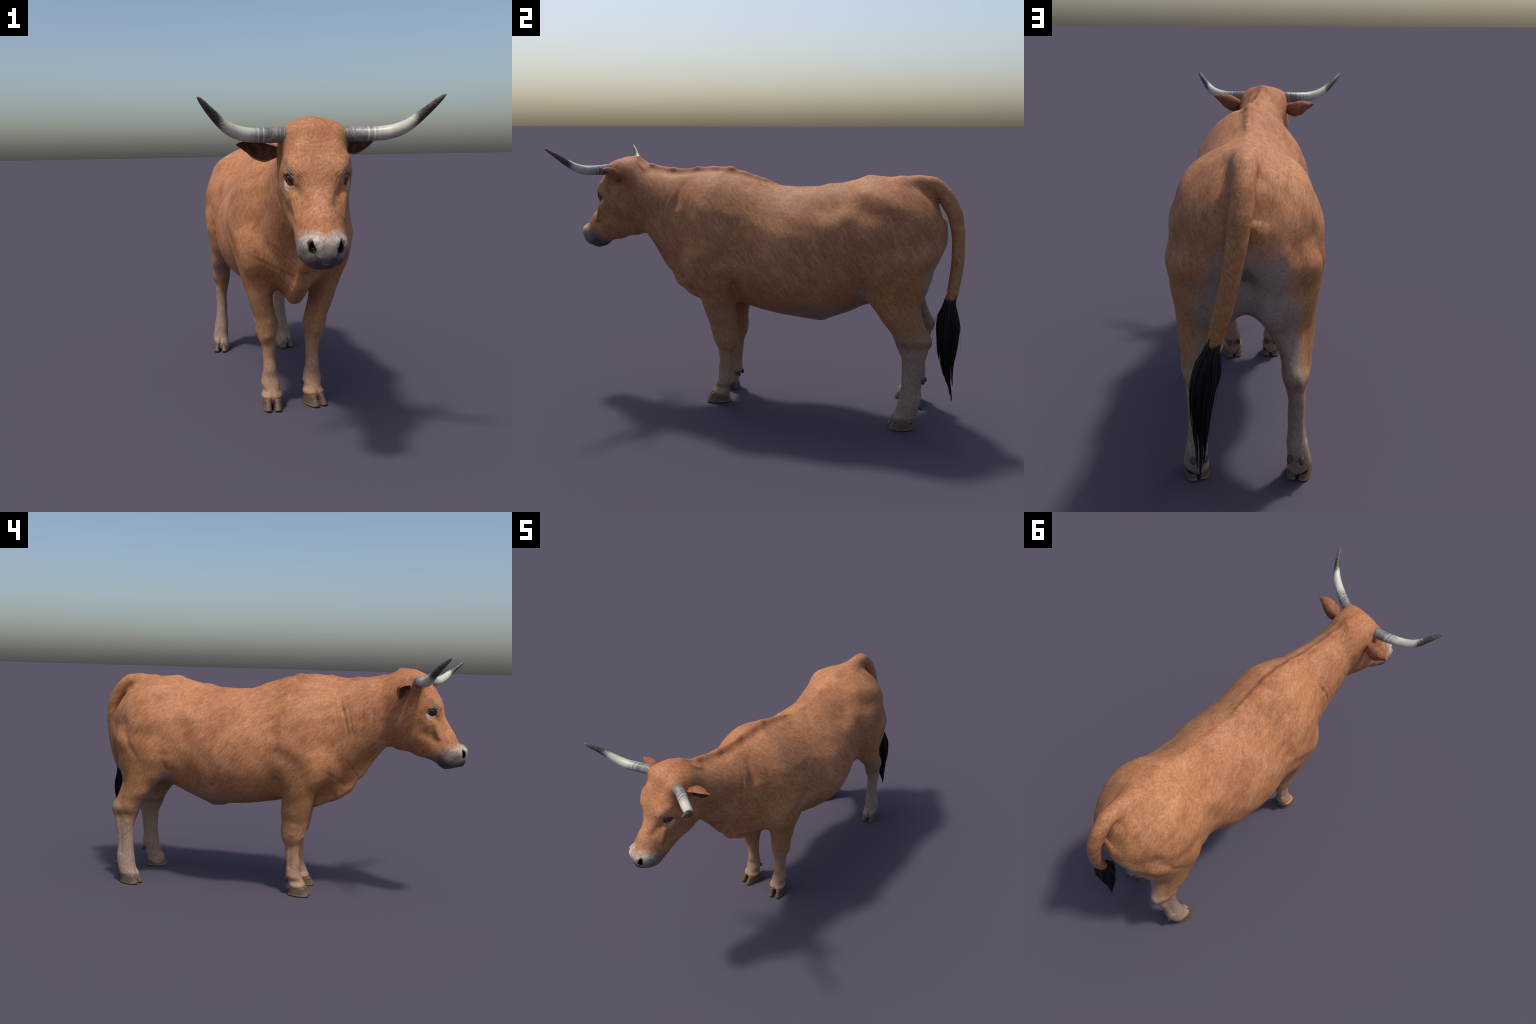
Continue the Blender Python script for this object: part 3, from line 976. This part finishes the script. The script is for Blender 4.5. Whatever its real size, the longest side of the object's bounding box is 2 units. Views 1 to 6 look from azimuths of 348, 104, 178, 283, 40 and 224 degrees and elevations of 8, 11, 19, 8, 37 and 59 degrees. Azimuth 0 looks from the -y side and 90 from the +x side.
    aj = N.math("ADD", N.math("ADD", a, N.math("MULTIPLY", jig, 0.10)), N.math("MULTIPLY", b, -0.42))
    aj = N.math("SUBTRACT", aj, N.ramp(l, 0.034, 0.0, 0.0, 0.022))
    aj = N.math("ADD", aj, N.math("MULTIPLY", speck, 0.02))
    muz = N.math("MULTIPLY", N.ramp(aj, 0.264, 0.312), on_head)
    muz_col = N.mix(N.ramp(N.noise(p, 70.0, 4.0, 0.7)[0], 0.35, 0.68), CREAM, (0.30, 0.24, 0.205))
    muz_col = N.mix(N.ramp(N.math("ADD", b, N.math("MULTIPLY", jig, 0.15)), 0.028, -0.045, 0.0, 0.92), muz_col, (0.135, 0.108, 0.092))
    col = N.mix(muz, col, muz_col)
    nose = N.vec("MULTIPLY", N.vec("SUBTRACT", hp, (0.372, 0.0, -0.050)), (1 / 0.045, 1 / 0.066, 1 / 0.060))
    nose = N.ramp(N.math("ADD", N.vec("LENGTH", nose), speck), 1.05, 0.62)
    col = N.mix(N.math("MULTIPLY", nose, 0.93), col, SLATE)
    upper = N.blob(hp, (0.365, 0.0, 0.010), (0.030, 0.040, 0.030), 0.8)
    col = N.mix(N.math("MULTIPLY", upper, 0.50), col, (0.20, 0.160, 0.155))
    nostril = N.ramp(N.math("ADD", N.seg(hp, (0.336, 0.054, 0.026), (0.361, 0.026, -0.014)), N.math("MULTIPLY", speck, 0.006)), 0.0135, 0.0080)
    deep = N.ramp(N.seg(hp, (0.352, 0.043, 0.006), (0.318, 0.038, 0.004)), 0.0165, 0.0120)
    nostril = N.math("MAXIMUM", N.math("MULTIPLY", nostril, 0.92), deep)
    col = N.mix(nostril, col, (0.010, 0.008, 0.008))
    lips = N.math("MULTIPLY", N.ramp(N.math("ADD", b, N.math("MULTIPLY", jig, 0.1)), -0.062, -0.080), N.ramp(a, 0.262, 0.300))
    col = N.mix(N.math("MULTIPLY", N.math("MULTIPLY", lips, on_head), 0.82), col, (0.062, 0.050, 0.046))

    over = N.blob(hp, (0.080, 0.092, 0.082), (0.045, 0.035, 0.032), 0.8)
    col = N.mix(N.math("MULTIPLY", over, 0.50), col, (0.330, 0.245, 0.180))
    eu, ev = eye_axes()
    ed = N.vec("SUBTRACT", hp, list(EYE_C))
    es, et = N.vec("DOT_PRODUCT", ed, list(eu)), N.vec("DOT_PRODUCT", ed, list(ev))
    under = N.math("ADD", et, N.math("MULTIPLY", N.math("MULTIPLY", es, es), -14.0))
    under = N.math("MULTIPLY", N.math("MULTIPLY", N.ramp(under, -0.040, -0.031), N.ramp(under, -0.0185, -0.0225)), N.ramp(N.math("ABSOLUTE", N.math("SUBTRACT", es, 0.005)), 0.030, 0.016))
    under = N.math("MULTIPLY", under, N.ramp(N.vec("LENGTH", ed), 0.060, 0.045))
    col = N.mix(N.math("MULTIPLY", under, 0.75), col, (0.54, 0.41, 0.32))
    ball = N.vec("DISTANCE", hp, list(EYE_C))
    lift = N.ramp(N.vec("DOT_PRODUCT", N.vec("SUBTRACT", hp, list(EYE_C)), list(eye_axes()[1])), 0.004, 0.018, 0.0, 0.0045)
    rim = N.ramp(N.math("SUBTRACT", ball, lift), EYE_R + 0.0052, EYE_R + 0.0022)
    rim = N.math("MULTIPLY", rim, N.ramp(b, 0.020, 0.045, 0.55, 1.0))
    col = N.mix(N.math("MULTIPLY", rim, 0.92), col, (0.035, 0.026, 0.026))
    duct = N.blob(hp, (0.128, 0.071, 0.043), (0.009, 0.008, 0.008), 0.6)
    col = N.mix(N.math("MULTIPLY", duct, 0.7), col, (0.28, 0.12, 0.10))
    tear = N.blob(hp, (0.155, 0.066, 0.045), (0.035, 0.014, 0.016), 0.9)  # darker brown streak running forward from the inner corner of the eye
    col = N.mix(N.math("MULTIPLY", tear, 0.45), col, (0.20, 0.095, 0.045))

    # strokes of single hairs
    stroke = N.math("ADD", N.math("MULTIPLY", N.math("SUBTRACT", hair, 0.5), 1.5), N.math("MULTIPLY", N.math("SUBTRACT", fine, 0.5), 0.6))
    stroke = N.math("ADD", stroke, N.math("MULTIPLY", N.math("SUBTRACT", clump, 0.5), 0.9))
    gain = N.math("ADD", 1.0, N.math("MULTIPLY", stroke, 1.05))
    col = N.vec("MULTIPLY", col, N.join(gain, N.math("POWER", gain, 1.08), N.math("POWER", gain, 1.15)))
    height = N.math("ADD", hair, N.math("MULTIPLY", clump, 0.9))
    wet = N.math("MULTIPLY", nose, N.ramp(a, 0.345, 0.36))
    rough = N.lerp(wet, 0.62, 0.38)
    return N.finish(col, rough, N.bump(height, 0.35, 0.0022), 0.22)


def horn_material():
    N = Nodes("banded_horn")
    a, l, b, hp = N.head()
    wob = N.noise(N.obj, 28.0, 3.0, 0.6)[0]
    u = N.math("ADD", l, N.math("MULTIPLY", N.math("SUBTRACT", wob, 0.5), 0.020))
    streak = N.noise(N.turned(hp, (0, 0, 0), (160, 16, 160)), 1.0, 4.0, 0.6)[0]
    blotch = N.noise(N.obj, 22.0, 4.0, 0.6)[0]
    grey = N.mix(N.ramp(blotch, 0.36, 0.66), (0.25, 0.24, 0.225), (0.085, 0.080, 0.074))
    col = N.mix(N.ramp(u, 0.165, 0.235), grey, (0.53, 0.51, 0.41))
    col = N.mix(N.math("MULTIPLY", N.ramp(u, 0.130, 0.112), 0.8), col, (0.14, 0.11, 0.09))
    # pale and dark growth rings near the base
    fine = N.math("SINE", N.math("MULTIPLY", u, 560.0))
    col = N.mix(N.math("MULTIPLY", N.math("MULTIPLY", N.ramp(fine, 0.3, 1.0), N.ramp(u, 0.155, 0.118)), 0.30), col, (0.36, 0.34, 0.31))
    for c, w in ((0.172, 0.0035), (0.190, 0.0035), (0.205, 0.002)):
        ring = N.ramp(N.math("ABSOLUTE", N.math("SUBTRACT", l, c)), w, w * 0.3)
        col = N.mix(N.math("MULTIPLY", ring, 0.65), col, (0.58, 0.57, 0.53))
    # grey blotches scattered over the horn
    col = N.mix(N.ramp(blotch, 0.45, 0.75, 0.0, 0.55), col, (0.20, 0.195, 0.175))
    tip = N.ramp(N.math("ADD", u, N.math("MULTIPLY", N.math("SUBTRACT", streak, 0.5), 0.050)), 0.298, 0.322)
    tip_col = N.mix(N.ramp(streak, 0.40, 0.75), (0.034, 0.029, 0.028), (0.15, 0.128, 0.105))
    tip_col = N.mix(N.ramp(l, 0.345, 0.385, 0.0, 0.55), tip_col, (0.17, 0.150, 0.125))
    col = N.mix(tip, col, tip_col)
    h = N.math("ADD", N.math("MULTIPLY", fine, N.ramp(u, 0.20, 0.13)), streak)
    return N.finish(col, N.lerp(tip, 0.38, 0.46), N.bump(h, 0.25, 0.0012), 0.4)


def hoof_material():
    N = Nodes("hoof_horn")
    x, y, z = N.split(N.obj)
    band = N.noise(N.turned(N.obj, (0, 0, 0), (18, 18, 150)), 1.0, 3.0, 0.6)[0]
    blotch = N.noise(N.obj, 45.0, 4.0, 0.6)[0]
    col = N.mix(N.ramp(band, 0.35, 0.68), (0.150, 0.092, 0.056), (0.075, 0.047, 0.031))
    col = N.mix(N.ramp(blotch, 0.55, 0.75, 0.0, 0.55), col, (0.23, 0.105, 0.065))
    col = N.mix(N.ramp(N.math("ADD", z, N.math("MULTIPLY", blotch, 0.012)), 0.018, 0.008, 0.0, 0.7), col, (0.27, 0.225, 0.125))
    return N.finish(col, 0.5, N.bump(band, 0.3, 0.0012), 0.35)


def dewclaw_material():
    N = Nodes("dewclaw_horn")
    n = N.noise(N.obj, 120.0, 3.0)[0]
    return N.finish(N.mix(n, (0.040, 0.036, 0.034), (0.085, 0.076, 0.068)), 0.5, N.bump(n, 0.2, 0.001), 0.35)


def eye_material():
    N = Nodes("dark_brown_eye")
    a, l, b, hp = N.head()
    d = N.vec("SUBTRACT", hp, list(EYE_C))
    u, v = eye_axes()
    n = N.math("DIVIDE", N.vec("DOT_PRODUCT", d, list(EYE_N)), EYE_R)
    s = N.math("DIVIDE", N.vec("DOT_PRODUCT", d, list(u)), EYE_R)
    t = N.math("DIVIDE", N.vec("DOT_PRODUCT", d, list(v)), EYE_R)
    r = N.math("SQRT", N.math("ADD", N.math("MULTIPLY", N.math("MULTIPLY", s, s), 0.85), N.math("MULTIPLY", t, t)))
    fib = N.noise(N.obj, 260.0, 3.0)[0]
    col = N.mix(N.ramp(fib, 0.35, 0.7), (0.050, 0.020, 0.008), (0.115, 0.045, 0.014))
    pupil = N.math("SQRT", N.math("ADD", N.math("MULTIPLY", N.math("MULTIPLY", s, s), 1.1), N.math("MULTIPLY", N.math("MULTIPLY", t, t), 3.4)))
    col = N.mix(N.ramp(pupil, 0.66, 0.56), col, (0.006, 0.006, 0.010))
    col = N.mix(N.ramp(r, 0.60, 0.72), col, (0.020, 0.014, 0.013))
    col = N.mix(N.ramp(r, 0.78, 0.88), col, (0.30, 0.22, 0.20))
    return N.finish(col, 0.12, None, 0.5, **{"Coat Weight": 0.6, "Coat Roughness": 0.04})


def tuft_material():
    N = Nodes("black_tail_hair")
    x, y, z = N.split(N.obj)
    n = N.noise(N.turned(N.obj, (0, 0, 0), (500, 500, 30)), 1.0, 2.0)[0]
    col = N.mix(n, (0.005, 0.005, 0.006), (0.016, 0.014, 0.014))
    col = N.mix(N.ramp(z, 0.56, 0.61, 0.0, 0.5), col, (0.05, 0.028, 0.016))
    return N.finish(col, 0.55, None, 0.2)


def ear_materials():
    out = []
    for name, a, b, k in (("ear_back_fur", (0.300, 0.112, 0.050), (0.190, 0.068, 0.032), 0.9), ("ear_hollow_fur", (0.150, 0.070, 0.042), (0.055, 0.026, 0.017), 1.2)):
        N = Nodes(name)
        hair = N.noise(N.turned(N.obj, (0.3, 0.2, 0.4), (60, 240, 200)), 1.0, 3.0, 0.6)[0]
        clump = N.noise(N.obj, 45.0, 3.0)[0]
        col = N.mix(N.ramp(clump, 0.35, 0.68), a, b)
        gain = N.math("ADD", 1.0, N.math("MULTIPLY", N.math("SUBTRACT", hair, 0.5), k))
        col = N.vec("MULTIPLY", col, N.join(gain, gain, gain))
        out.append(N.finish(col, 0.65, N.bump(hair, 0.35, 0.002), 0.2))
    return out


# =====================================================================
#  building
# =====================================================================
def new_object(name, mesh, parent, mat=None):
    o = bpy.data.objects.new(name, mesh)
    bpy.context.scene.collection.objects.link(o)
    o.parent = parent
    if mat is not None and mesh is not None and not mesh.materials:
        mesh.materials.append(mat)
    return o


def mesh_from(name, v, faces, normals=None):
    me = bpy.data.meshes.new(name)
    me.from_pydata([tuple(x) for x in v], [], [tuple(int(i) for i in f) for f in faces])
    me.polygons.foreach_set("use_smooth", [True] * len(me.polygons))
    me.update()
    if normals is not None:
        me.normals_split_custom_set_from_vertices([tuple(n) for n in normals])
    return me


def sweep(P, R, sides, closed_tip=True, squash=None):
    """A tube through points P with radii R (round ends)."""
    P = np.asarray(P, float)
    T = np.gradient(P, axis=0)
    T /= np.linalg.norm(T, axis=1)[:, None]
    up = np.array([0.0, 0, 1]) if abs(T[0][2]) < 0.9 else np.array([1.0, 0, 0])
    n = np.cross(T[0], up)
    n /= np.linalg.norm(n)
    verts, faces = [], []
    ang = np.linspace(0, 2 * math.pi, sides, endpoint=False)
    for k in range(len(P)):
        n = n - (n @ T[k]) * T[k]
        n /= np.linalg.norm(n)
        m = np.cross(T[k], n)
        verts.append(P[k] + R[k] * (np.cos(ang)[:, None] * n + np.sin(ang)[:, None] * m))
    v = np.vstack(verts)
    for k in range(len(P) - 1):
        for j in range(sides):
            a, b = k * sides + j, k * sides + (j + 1) % sides
            faces.append((a, b, b + sides, a + sides))
    c0, c1 = len(v), len(v) + 1
    v = np.vstack([v, P[0], P[-1] + T[-1] * R[-1]])
    for j in range(sides):
        faces.append((c0, (j + 1) % sides, j))
        e = (len(P) - 1) * sides
        faces.append((c1, e + j, e + (j + 1) % sides))
    return v, faces


def refine_near(v, q, want):
    """Split the faces whose centre satisfies want once more."""
    me = mesh_from("tmp_skin", v, q)
    bm = bmesh.new()
    bm.from_mesh(me)
    bpy.data.meshes.remove(me)
    bm.faces.ensure_lookup_table()
    cen = v[q].mean(1)
    sel = np.nonzero(want(cen))[0]
    edges = {e for i in sel for e in bm.faces[i].edges}
    bmesh.ops.subdivide_edges(bm, edges=list(edges), cuts=1, use_grid_fill=True)
    bm.verts.index_update()
    vv = np.array([x.co[:] for x in bm.verts])
    ff = [[x.index for x in f.verts] for f in bm.faces]
    bm.free()
    return vv, ff


def build_skin():
    v, q = surface_nets(lambda p: skin(p, False), (-0.34, -1.03, -0.01), (0.48, 1.03, 1.26), 0.0048)
    v = settle(skin, v, 2)

    def face_zone(c):
        h = to_head(c)
        head = (0.8 * h[:, 0] + 0.6 * h[:, 2] > -0.10) & (c[:, 1] < -0.55) & (c[:, 2] > 0.70)
        return head | (c[:, 2] < 0.45) | ((c[:, 1] < -0.29) & (c[:, 2] > 0.5))

    v, f = refine_near(v, q, face_zone)
    v = settle(skin, v, 2, 0.004)
    _, n = gradient(skin, v, 0.0015)
    n /= np.maximum(np.linalg.norm(n, axis=1), 1e-9)[:, None]
    return v, f, n


def region_of(c):
    """Which anatomical part each face centre belongs to."""
    r = np.full(len(c), "torso", dtype=object)
    x, y, z = c[:, 0], c[:, 1], c[:, 2]
    h = to_head(c)
    r[y < -0.13 - 0.36 * (1.18 - z)] = "neck"
    ahead = (0.8 * h[:, 0] + 0.6 * h[:, 2] > -0.085) & (y < -0.55)
    for name, (side, mid, dy) in LEGS.items():
        fore = name.startswith("fore")
        T = FORE if fore else HIND
        near = np.nonzero((z < (0.66 if fore else 0.74)) & ((x - mid) * side > -0.06) & ((y < 0.12) if fore else (y > 0.45)))[0]
        fl = loft_leg(c[near], T, side, mid, dy)
        limit = 0.014 + 0.03 * np.clip((0.50 - z[near]) / 0.1, 0, 1)
        r[near[fl < limit]] = name
    tp = refine(TAIL, 34)[10:]
    near = np.nonzero((y > 0.80) & (z > 0.5))[0]
    ft = tube(c[near], tp[:, :3], tp[:, 3])
    r[near[ft < 0.010]] = "tail"
    r[ahead] = "head"
    m = h[:, 0] - 0.42 * h[:, 2] > 0.285
    r[ahead & m] = "muzzle"
    return r


def split_skin(v, f, n, regions):
    out = {}
    flat_count = np.array([len(x) for x in f])
    order = {}
    for i, name in enumerate(regions):
        order.setdefault(name, []).append(i)
    for name, ids in order.items():
        used = np.unique(np.concatenate([f[i] for i in ids]))
        back = {int(o): k for k, o in enumerate(used)}
        out[name] = (v[used], [[back[j] for j in f[i]] for i in ids], n[used])
    return out


def claw_mesh(name, length, width, height, side):
    """One half of a cloven hoof, toe towards -y, cleft on the inner (+x for side 1) face."""
    rows, around = 11, 40
    ang = np.linspace(0, 2 * math.pi, around, endpoint=False)
    verts, faces = [], []
    for k in range(rows + 3):
        t = min(k / rows, 1.0)
        # wall leans back from toe to coronet; sole edge is rounded
        shrink = 1.0 - 0.16 * t
        if k == 0:
            shrink *= 0.90
        if k == rows + 1:
            shrink *= 0.90
        if k == rows + 2:
            shrink *= 0.60
        ca, sa = np.cos(ang), np.sin(ang)
        yy = -np.sign(ca) * np.abs(ca) ** 0.9 * length * 0.5
        taper = 1.0 - 0.34 * np.clip(-yy / (length * 0.5), 0, 1) ** 1.6
        outer = np.sign(sa) * np.abs(sa) ** 0.75
        xx = np.where(outer > 0, outer * width * 0.58 * taper, np.sign(sa) * np.abs(sa) ** 0.38 * width * 0.42)
        toe = np.clip(-yy / length + 0.5, 0, 1)
        top = height * (0.50 + 0.50 * toe)
        lean = 0.42 * top * t * toe + 0.05 * top * t
        zz = top * t + (0.003 if k == 0 else 0.0) * 0 + 0.0035 * (1 - t) * (toe > 0.86) * (toe - 0.86) / 0.14
        zz = zz + (0.0 if k else 0.0)
        if k > rows:
            zz = zz - 0.004 * (k - rows)
        verts.append(np.column_stack([side * xx * shrink, yy * (shrink * 0.96 + 0.04) + lean, zz + (0.0 if k else 0.0)]))
    v = np.vstack(verts)
    v[around:2 * around, 2] = np.maximum(v[around:2 * around, 2], 0.004)
    for k in range(rows + 2):
        for j in range(around):
            a, b = k * around + j, k * around + (j + 1) % around
            q = (a, b, b + around, a + around)
            faces.append(q if side < 0 else q[::-1])
    bottom, topc = tuple(range(around)), tuple(range((rows + 2) * around, (rows + 3) * around))
    faces.append(bottom[::-1] if side < 0 else bottom)
    faces.append(topc if side < 0 else topc[::-1])
    me = mesh_from(name, v, faces)
    return me


def build():
    coat, horn_m, hoof_m, dew_m, eye_m, tuft_m = coat_material(), horn_material(), hoof_material(), dewclaw_material(), eye_material(), tuft_material()
    ox = bpy.data.objects.new("longhorn_ox", None)
    bpy.context.scene.collection.objects.link(ox)
    ox["label"] = "standing tan ox with long upturned horns and black tail tuft"
    ox["category"] = "ox, cattle"

    v, f, n = build_skin()
    cen = np.array([v[x].mean(0) for x in f])
    parts = split_skin(v, f, n, region_of(cen))
    plain = {"fore_right": "forelimb", "fore_left": "forelimb", "hind_right": "hindlimb", "hind_left": "hindlimb"}
    objs = {}
    for key in ("torso", "neck", "head", "muzzle", "fore_right", "fore_left", "hind_right", "hind_left", "tail"):
        pv, pf, pn = parts[key]
        name = plain.get(key, key)
        parent = objs["head"] if name == "muzzle" else ox
        objs[key] = new_object(name, mesh_from(name, pv, pf, pn), parent, coat)

    # ears
    fur = ear_materials()
    for s, e in EARS.items():
        rings, half = ear_rings(e)
        m = rings.shape[1]
        ev = rings.reshape(-1, 3)
        ef, inside = [], []
        for k in range(len(rings) - 1):
            for j in range(m):
                q = (k * m + j, k * m + (j + 1) % m, (k + 1) * m + (j + 1) % m, (k + 1) * m + j)
                ef.append(q[::-1] if s > 0 else q)
                inside.append(1 if 1 <= j < half - 3 else 0)
        for end in (0, len(rings) - 1):
            cap = tuple(range(end * m, end * m + m))
            ef.append(cap)
            inside.append(0)
        me = mesh_from("ear", ev, ef)
        bm = bmesh.new()
        bm.from_mesh(me)
        bmesh.ops.recalc_face_normals(bm, faces=bm.faces)
        bm.to_mesh(me)
        bm.free()
        o = new_object("ear", me, objs["head"], fur[0])
        me.materials.append(fur[1])
        me.polygons.foreach_set("material_index", inside)

    # horns
    path = np.array([[-0.054, 0.085, 0.114, 0.0265], [-0.054, 0.120, 0.118, 0.0262], [-0.043, 0.155, 0.126, 0.0250], [-0.031, 0.190, 0.137, 0.0240],
                     [-0.020, 0.225, 0.149, 0.0232], [-0.014, 0.258, 0.164, 0.0222], [-0.011, 0.287, 0.184, 0.0200], [-0.011, 0.311, 0.208, 0.0172],
                     [-0.010, 0.331, 0.235, 0.0148], [-0.008, 0.350, 0.263, 0.0122], [-0.005, 0.365, 0.288, 0.0092], [-0.003, 0.376, 0.306, 0.0055], [-0.002, 0.381, 0.3125, 0.0022]])
    fine = refine(path, 90)
    ringy = np.sin(fine[:, 1] * 2 * math.pi / 0.0185) * np.clip((0.215 - fine[:, 1]) / 0.06, 0, 1)
    wave = 0.012 * np.sin(fine[:, 1] * 120)
    for s in (-1, 1):
        P = fine[:, :3] + np.array([0.002, 0, -0.002])
        P[:, 1] *= s
        hv, hf = sweep(from_head(P), fine[:, 3] * (1 + 0.016 * ringy + wave * 0.5), 32)
        hf = hf if s < 0 else hf
        new_object("horn", mesh_from("horn", hv, hf), objs["head"], horn_m)

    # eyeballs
    for s in (-1, 1):
        c = from_head(EYE_C * np.array([1, s, 1]))
        bm = bmesh.new()
        bmesh.ops.create_uvsphere(bm, u_segments=40, v_segments=24, radius=EYE_R)
        bmesh.ops.translate(bm, vec=Vector(c.tolist()), verts=bm.verts)
        me = bpy.data.meshes.new("eye")
        bm.to_mesh(me)
        bm.free()
        me.polygons.foreach_set("use_smooth", [True] * len(me.polygons))
        new_object("eye", me, objs["head"], eye_m)

    # cloven hooves and dewclaws
    sizes = {"fore": (0.122, 0.043, 0.050), "hind": (0.120, 0.042, 0.054)}
    claws = {(k, s): claw_mesh("hoof", *sizes[k], s) for k in sizes for s in (-1, 1)}
    bm = bmesh.new()
    bmesh.ops.create_icosphere(bm, subdivisions=3, radius=1.0)
    for vv in bm.verts:
        vv.co.z *= 1.0 + 0.25 * (vv.co.z < 0)
    dew = bpy.data.meshes.new("dewclaw")
    bm.to_mesh(dew)
    bm.free()
    dew.polygons.foreach_set("use_smooth", [True] * len(dew.polygons))
    for key, (side, mid, dy) in LEGS.items():
        kind = key[:4]
        T = FORE if kind == "fore" else HIND
        turn = FOOT_TURN[key]
        cx, cy = mid + side * T[2, 1], dy + T[2, 2] - 0.004
        fwd = np.array([math.sin(turn), -math.cos(turn)])
        lat = np.array([math.cos(turn), math.sin(turn)])
        for s in (-1, 1):
            o = new_object("hoof", claws[(kind, s)], objs[key], hoof_m)
            at = np.array([cx, cy]) + lat * s * 0.0205 + fwd * HOOF_AHEAD[kind]
            o.location = (at[0], at[1], 0.0)
            o.rotation_euler = (0, 0, turn + s * math.radians(2.5))
            o = new_object("dewclaw", dew, objs[key], dew_m)
            zz = 0.088 if kind == "fore" else 0.108
            c = hermite(T, np.array([zz]))[0]
            at = np.array([mid + side * c[0], dy + c[1]]) + lat * s * 0.021 - fwd * (c[3] - 0.002)
            o.location = (at[0], at[1], zz)
            o.scale = (0.0100, 0.0105, 0.0145)
            o.rotation_euler = (math.radians(28), 0, turn)

    # tail tuft: strands hang from the end of the tail, swell and gather to a point
    core = np.array([  # z, x, y, half width x, half depth y
        [0.125, 0.246, 0.972, 0.005, 0.005], [0.180, 0.245, 0.967, 0.011, 0.013], [0.235, 0.242, 0.955, 0.018, 0.022], [0.305, 0.240, 0.945, 0.025, 0.034],
        [0.365, 0.237, 0.943, 0.032, 0.044], [0.430, 0.231, 0.944, 0.041, 0.051], [0.490, 0.219, 0.943, 0.044, 0.050], [0.535, 0.211, 0.941, 0.038, 0.042],
        [0.570, 0.203, 0.943, 0.026, 0.029], [0.610, 0.191, 0.947, 0.020, 0.023], [0.650, 0.180, 0.955, 0.023, 0.025]])
    tv, tf, base = [], [], 0
    # hair gathers into locks that part and end at different heights
    locks = []
    for k in range(17):
        rho, phi = math.sqrt((k + 0.5) / 17), k * 2.39996
        tip = 0.135 + 0.012 * k if k % 2 == 0 else rng.uniform(0.17, 0.36)
        locks.append((rho, phi, tip))
    for k in range(620):
        rho, phi, tip = locks[k % 17]
        stray = k % 62 == 0
        a, r = rng.uniform(0, 2 * math.pi), math.sqrt(rng.uniform(0, 1)) * 0.30
        qx, qy = rho * 0.86 * math.cos(phi) + r * math.cos(a), rho * 0.86 * math.sin(phi) + r * math.sin(a)
        z0 = rng.uniform(0.560, 0.612) if k % 5 else rng.uniform(0.605, 0.640)
        z1 = tip + 0.10 * rng.uniform(0, 1) ** 1.6
        zs = np.linspace(z0, z1, 15)
        u = np.linspace(0, 1, 15)
        c = hermite(core, zs)
        c[:, 2:] = np.maximum(c[:, 2:] * (1.0 + 0.25 * np.clip((0.42 - zs) / 0.15, 0, 1))[:, None], (0.012, 0.016))
        pinch = np.clip((u - 0.45) / 0.55, 0, 1) ** 1.3 * (0.0 if stray else 0.80)
        lx, ly = rho * 0.90 * math.cos(phi), rho * 0.90 * math.sin(phi)
        sx, sy = qx + (lx - qx) * pinch, qy + (ly - qy) * pinch
        out = 1.0 + 0.45 * u if stray else 1.0
        amp = 0.0018 * np.sin(u * rng.uniform(4, 9) + rng.uniform(0, 6))
        P = np.column_stack([c[:, 0] + c[:, 2] * sx * out + amp, c[:, 1] + c[:, 3] * sy * out + amp * 0.7, zs])
        R = (0.0010 if stray else rng.uniform(0.0020, 0.0036)) * np.clip(1.15 - u, 0.12, 1)
        sv, sf = sweep(P, R, 5)
        tv.append(sv)
        tf += [tuple(i + base for i in q) for q in sf]
        base += len(sv)
    tuft = new_object("tail_tuft", mesh_from("tail_tuft", np.vstack(tv), tf), objs["tail"], tuft_m)
    tuft["kind"] = "stuff"
    return ox


HOOF_AHEAD = {"fore": 0.012, "hind": 0.010}
build()
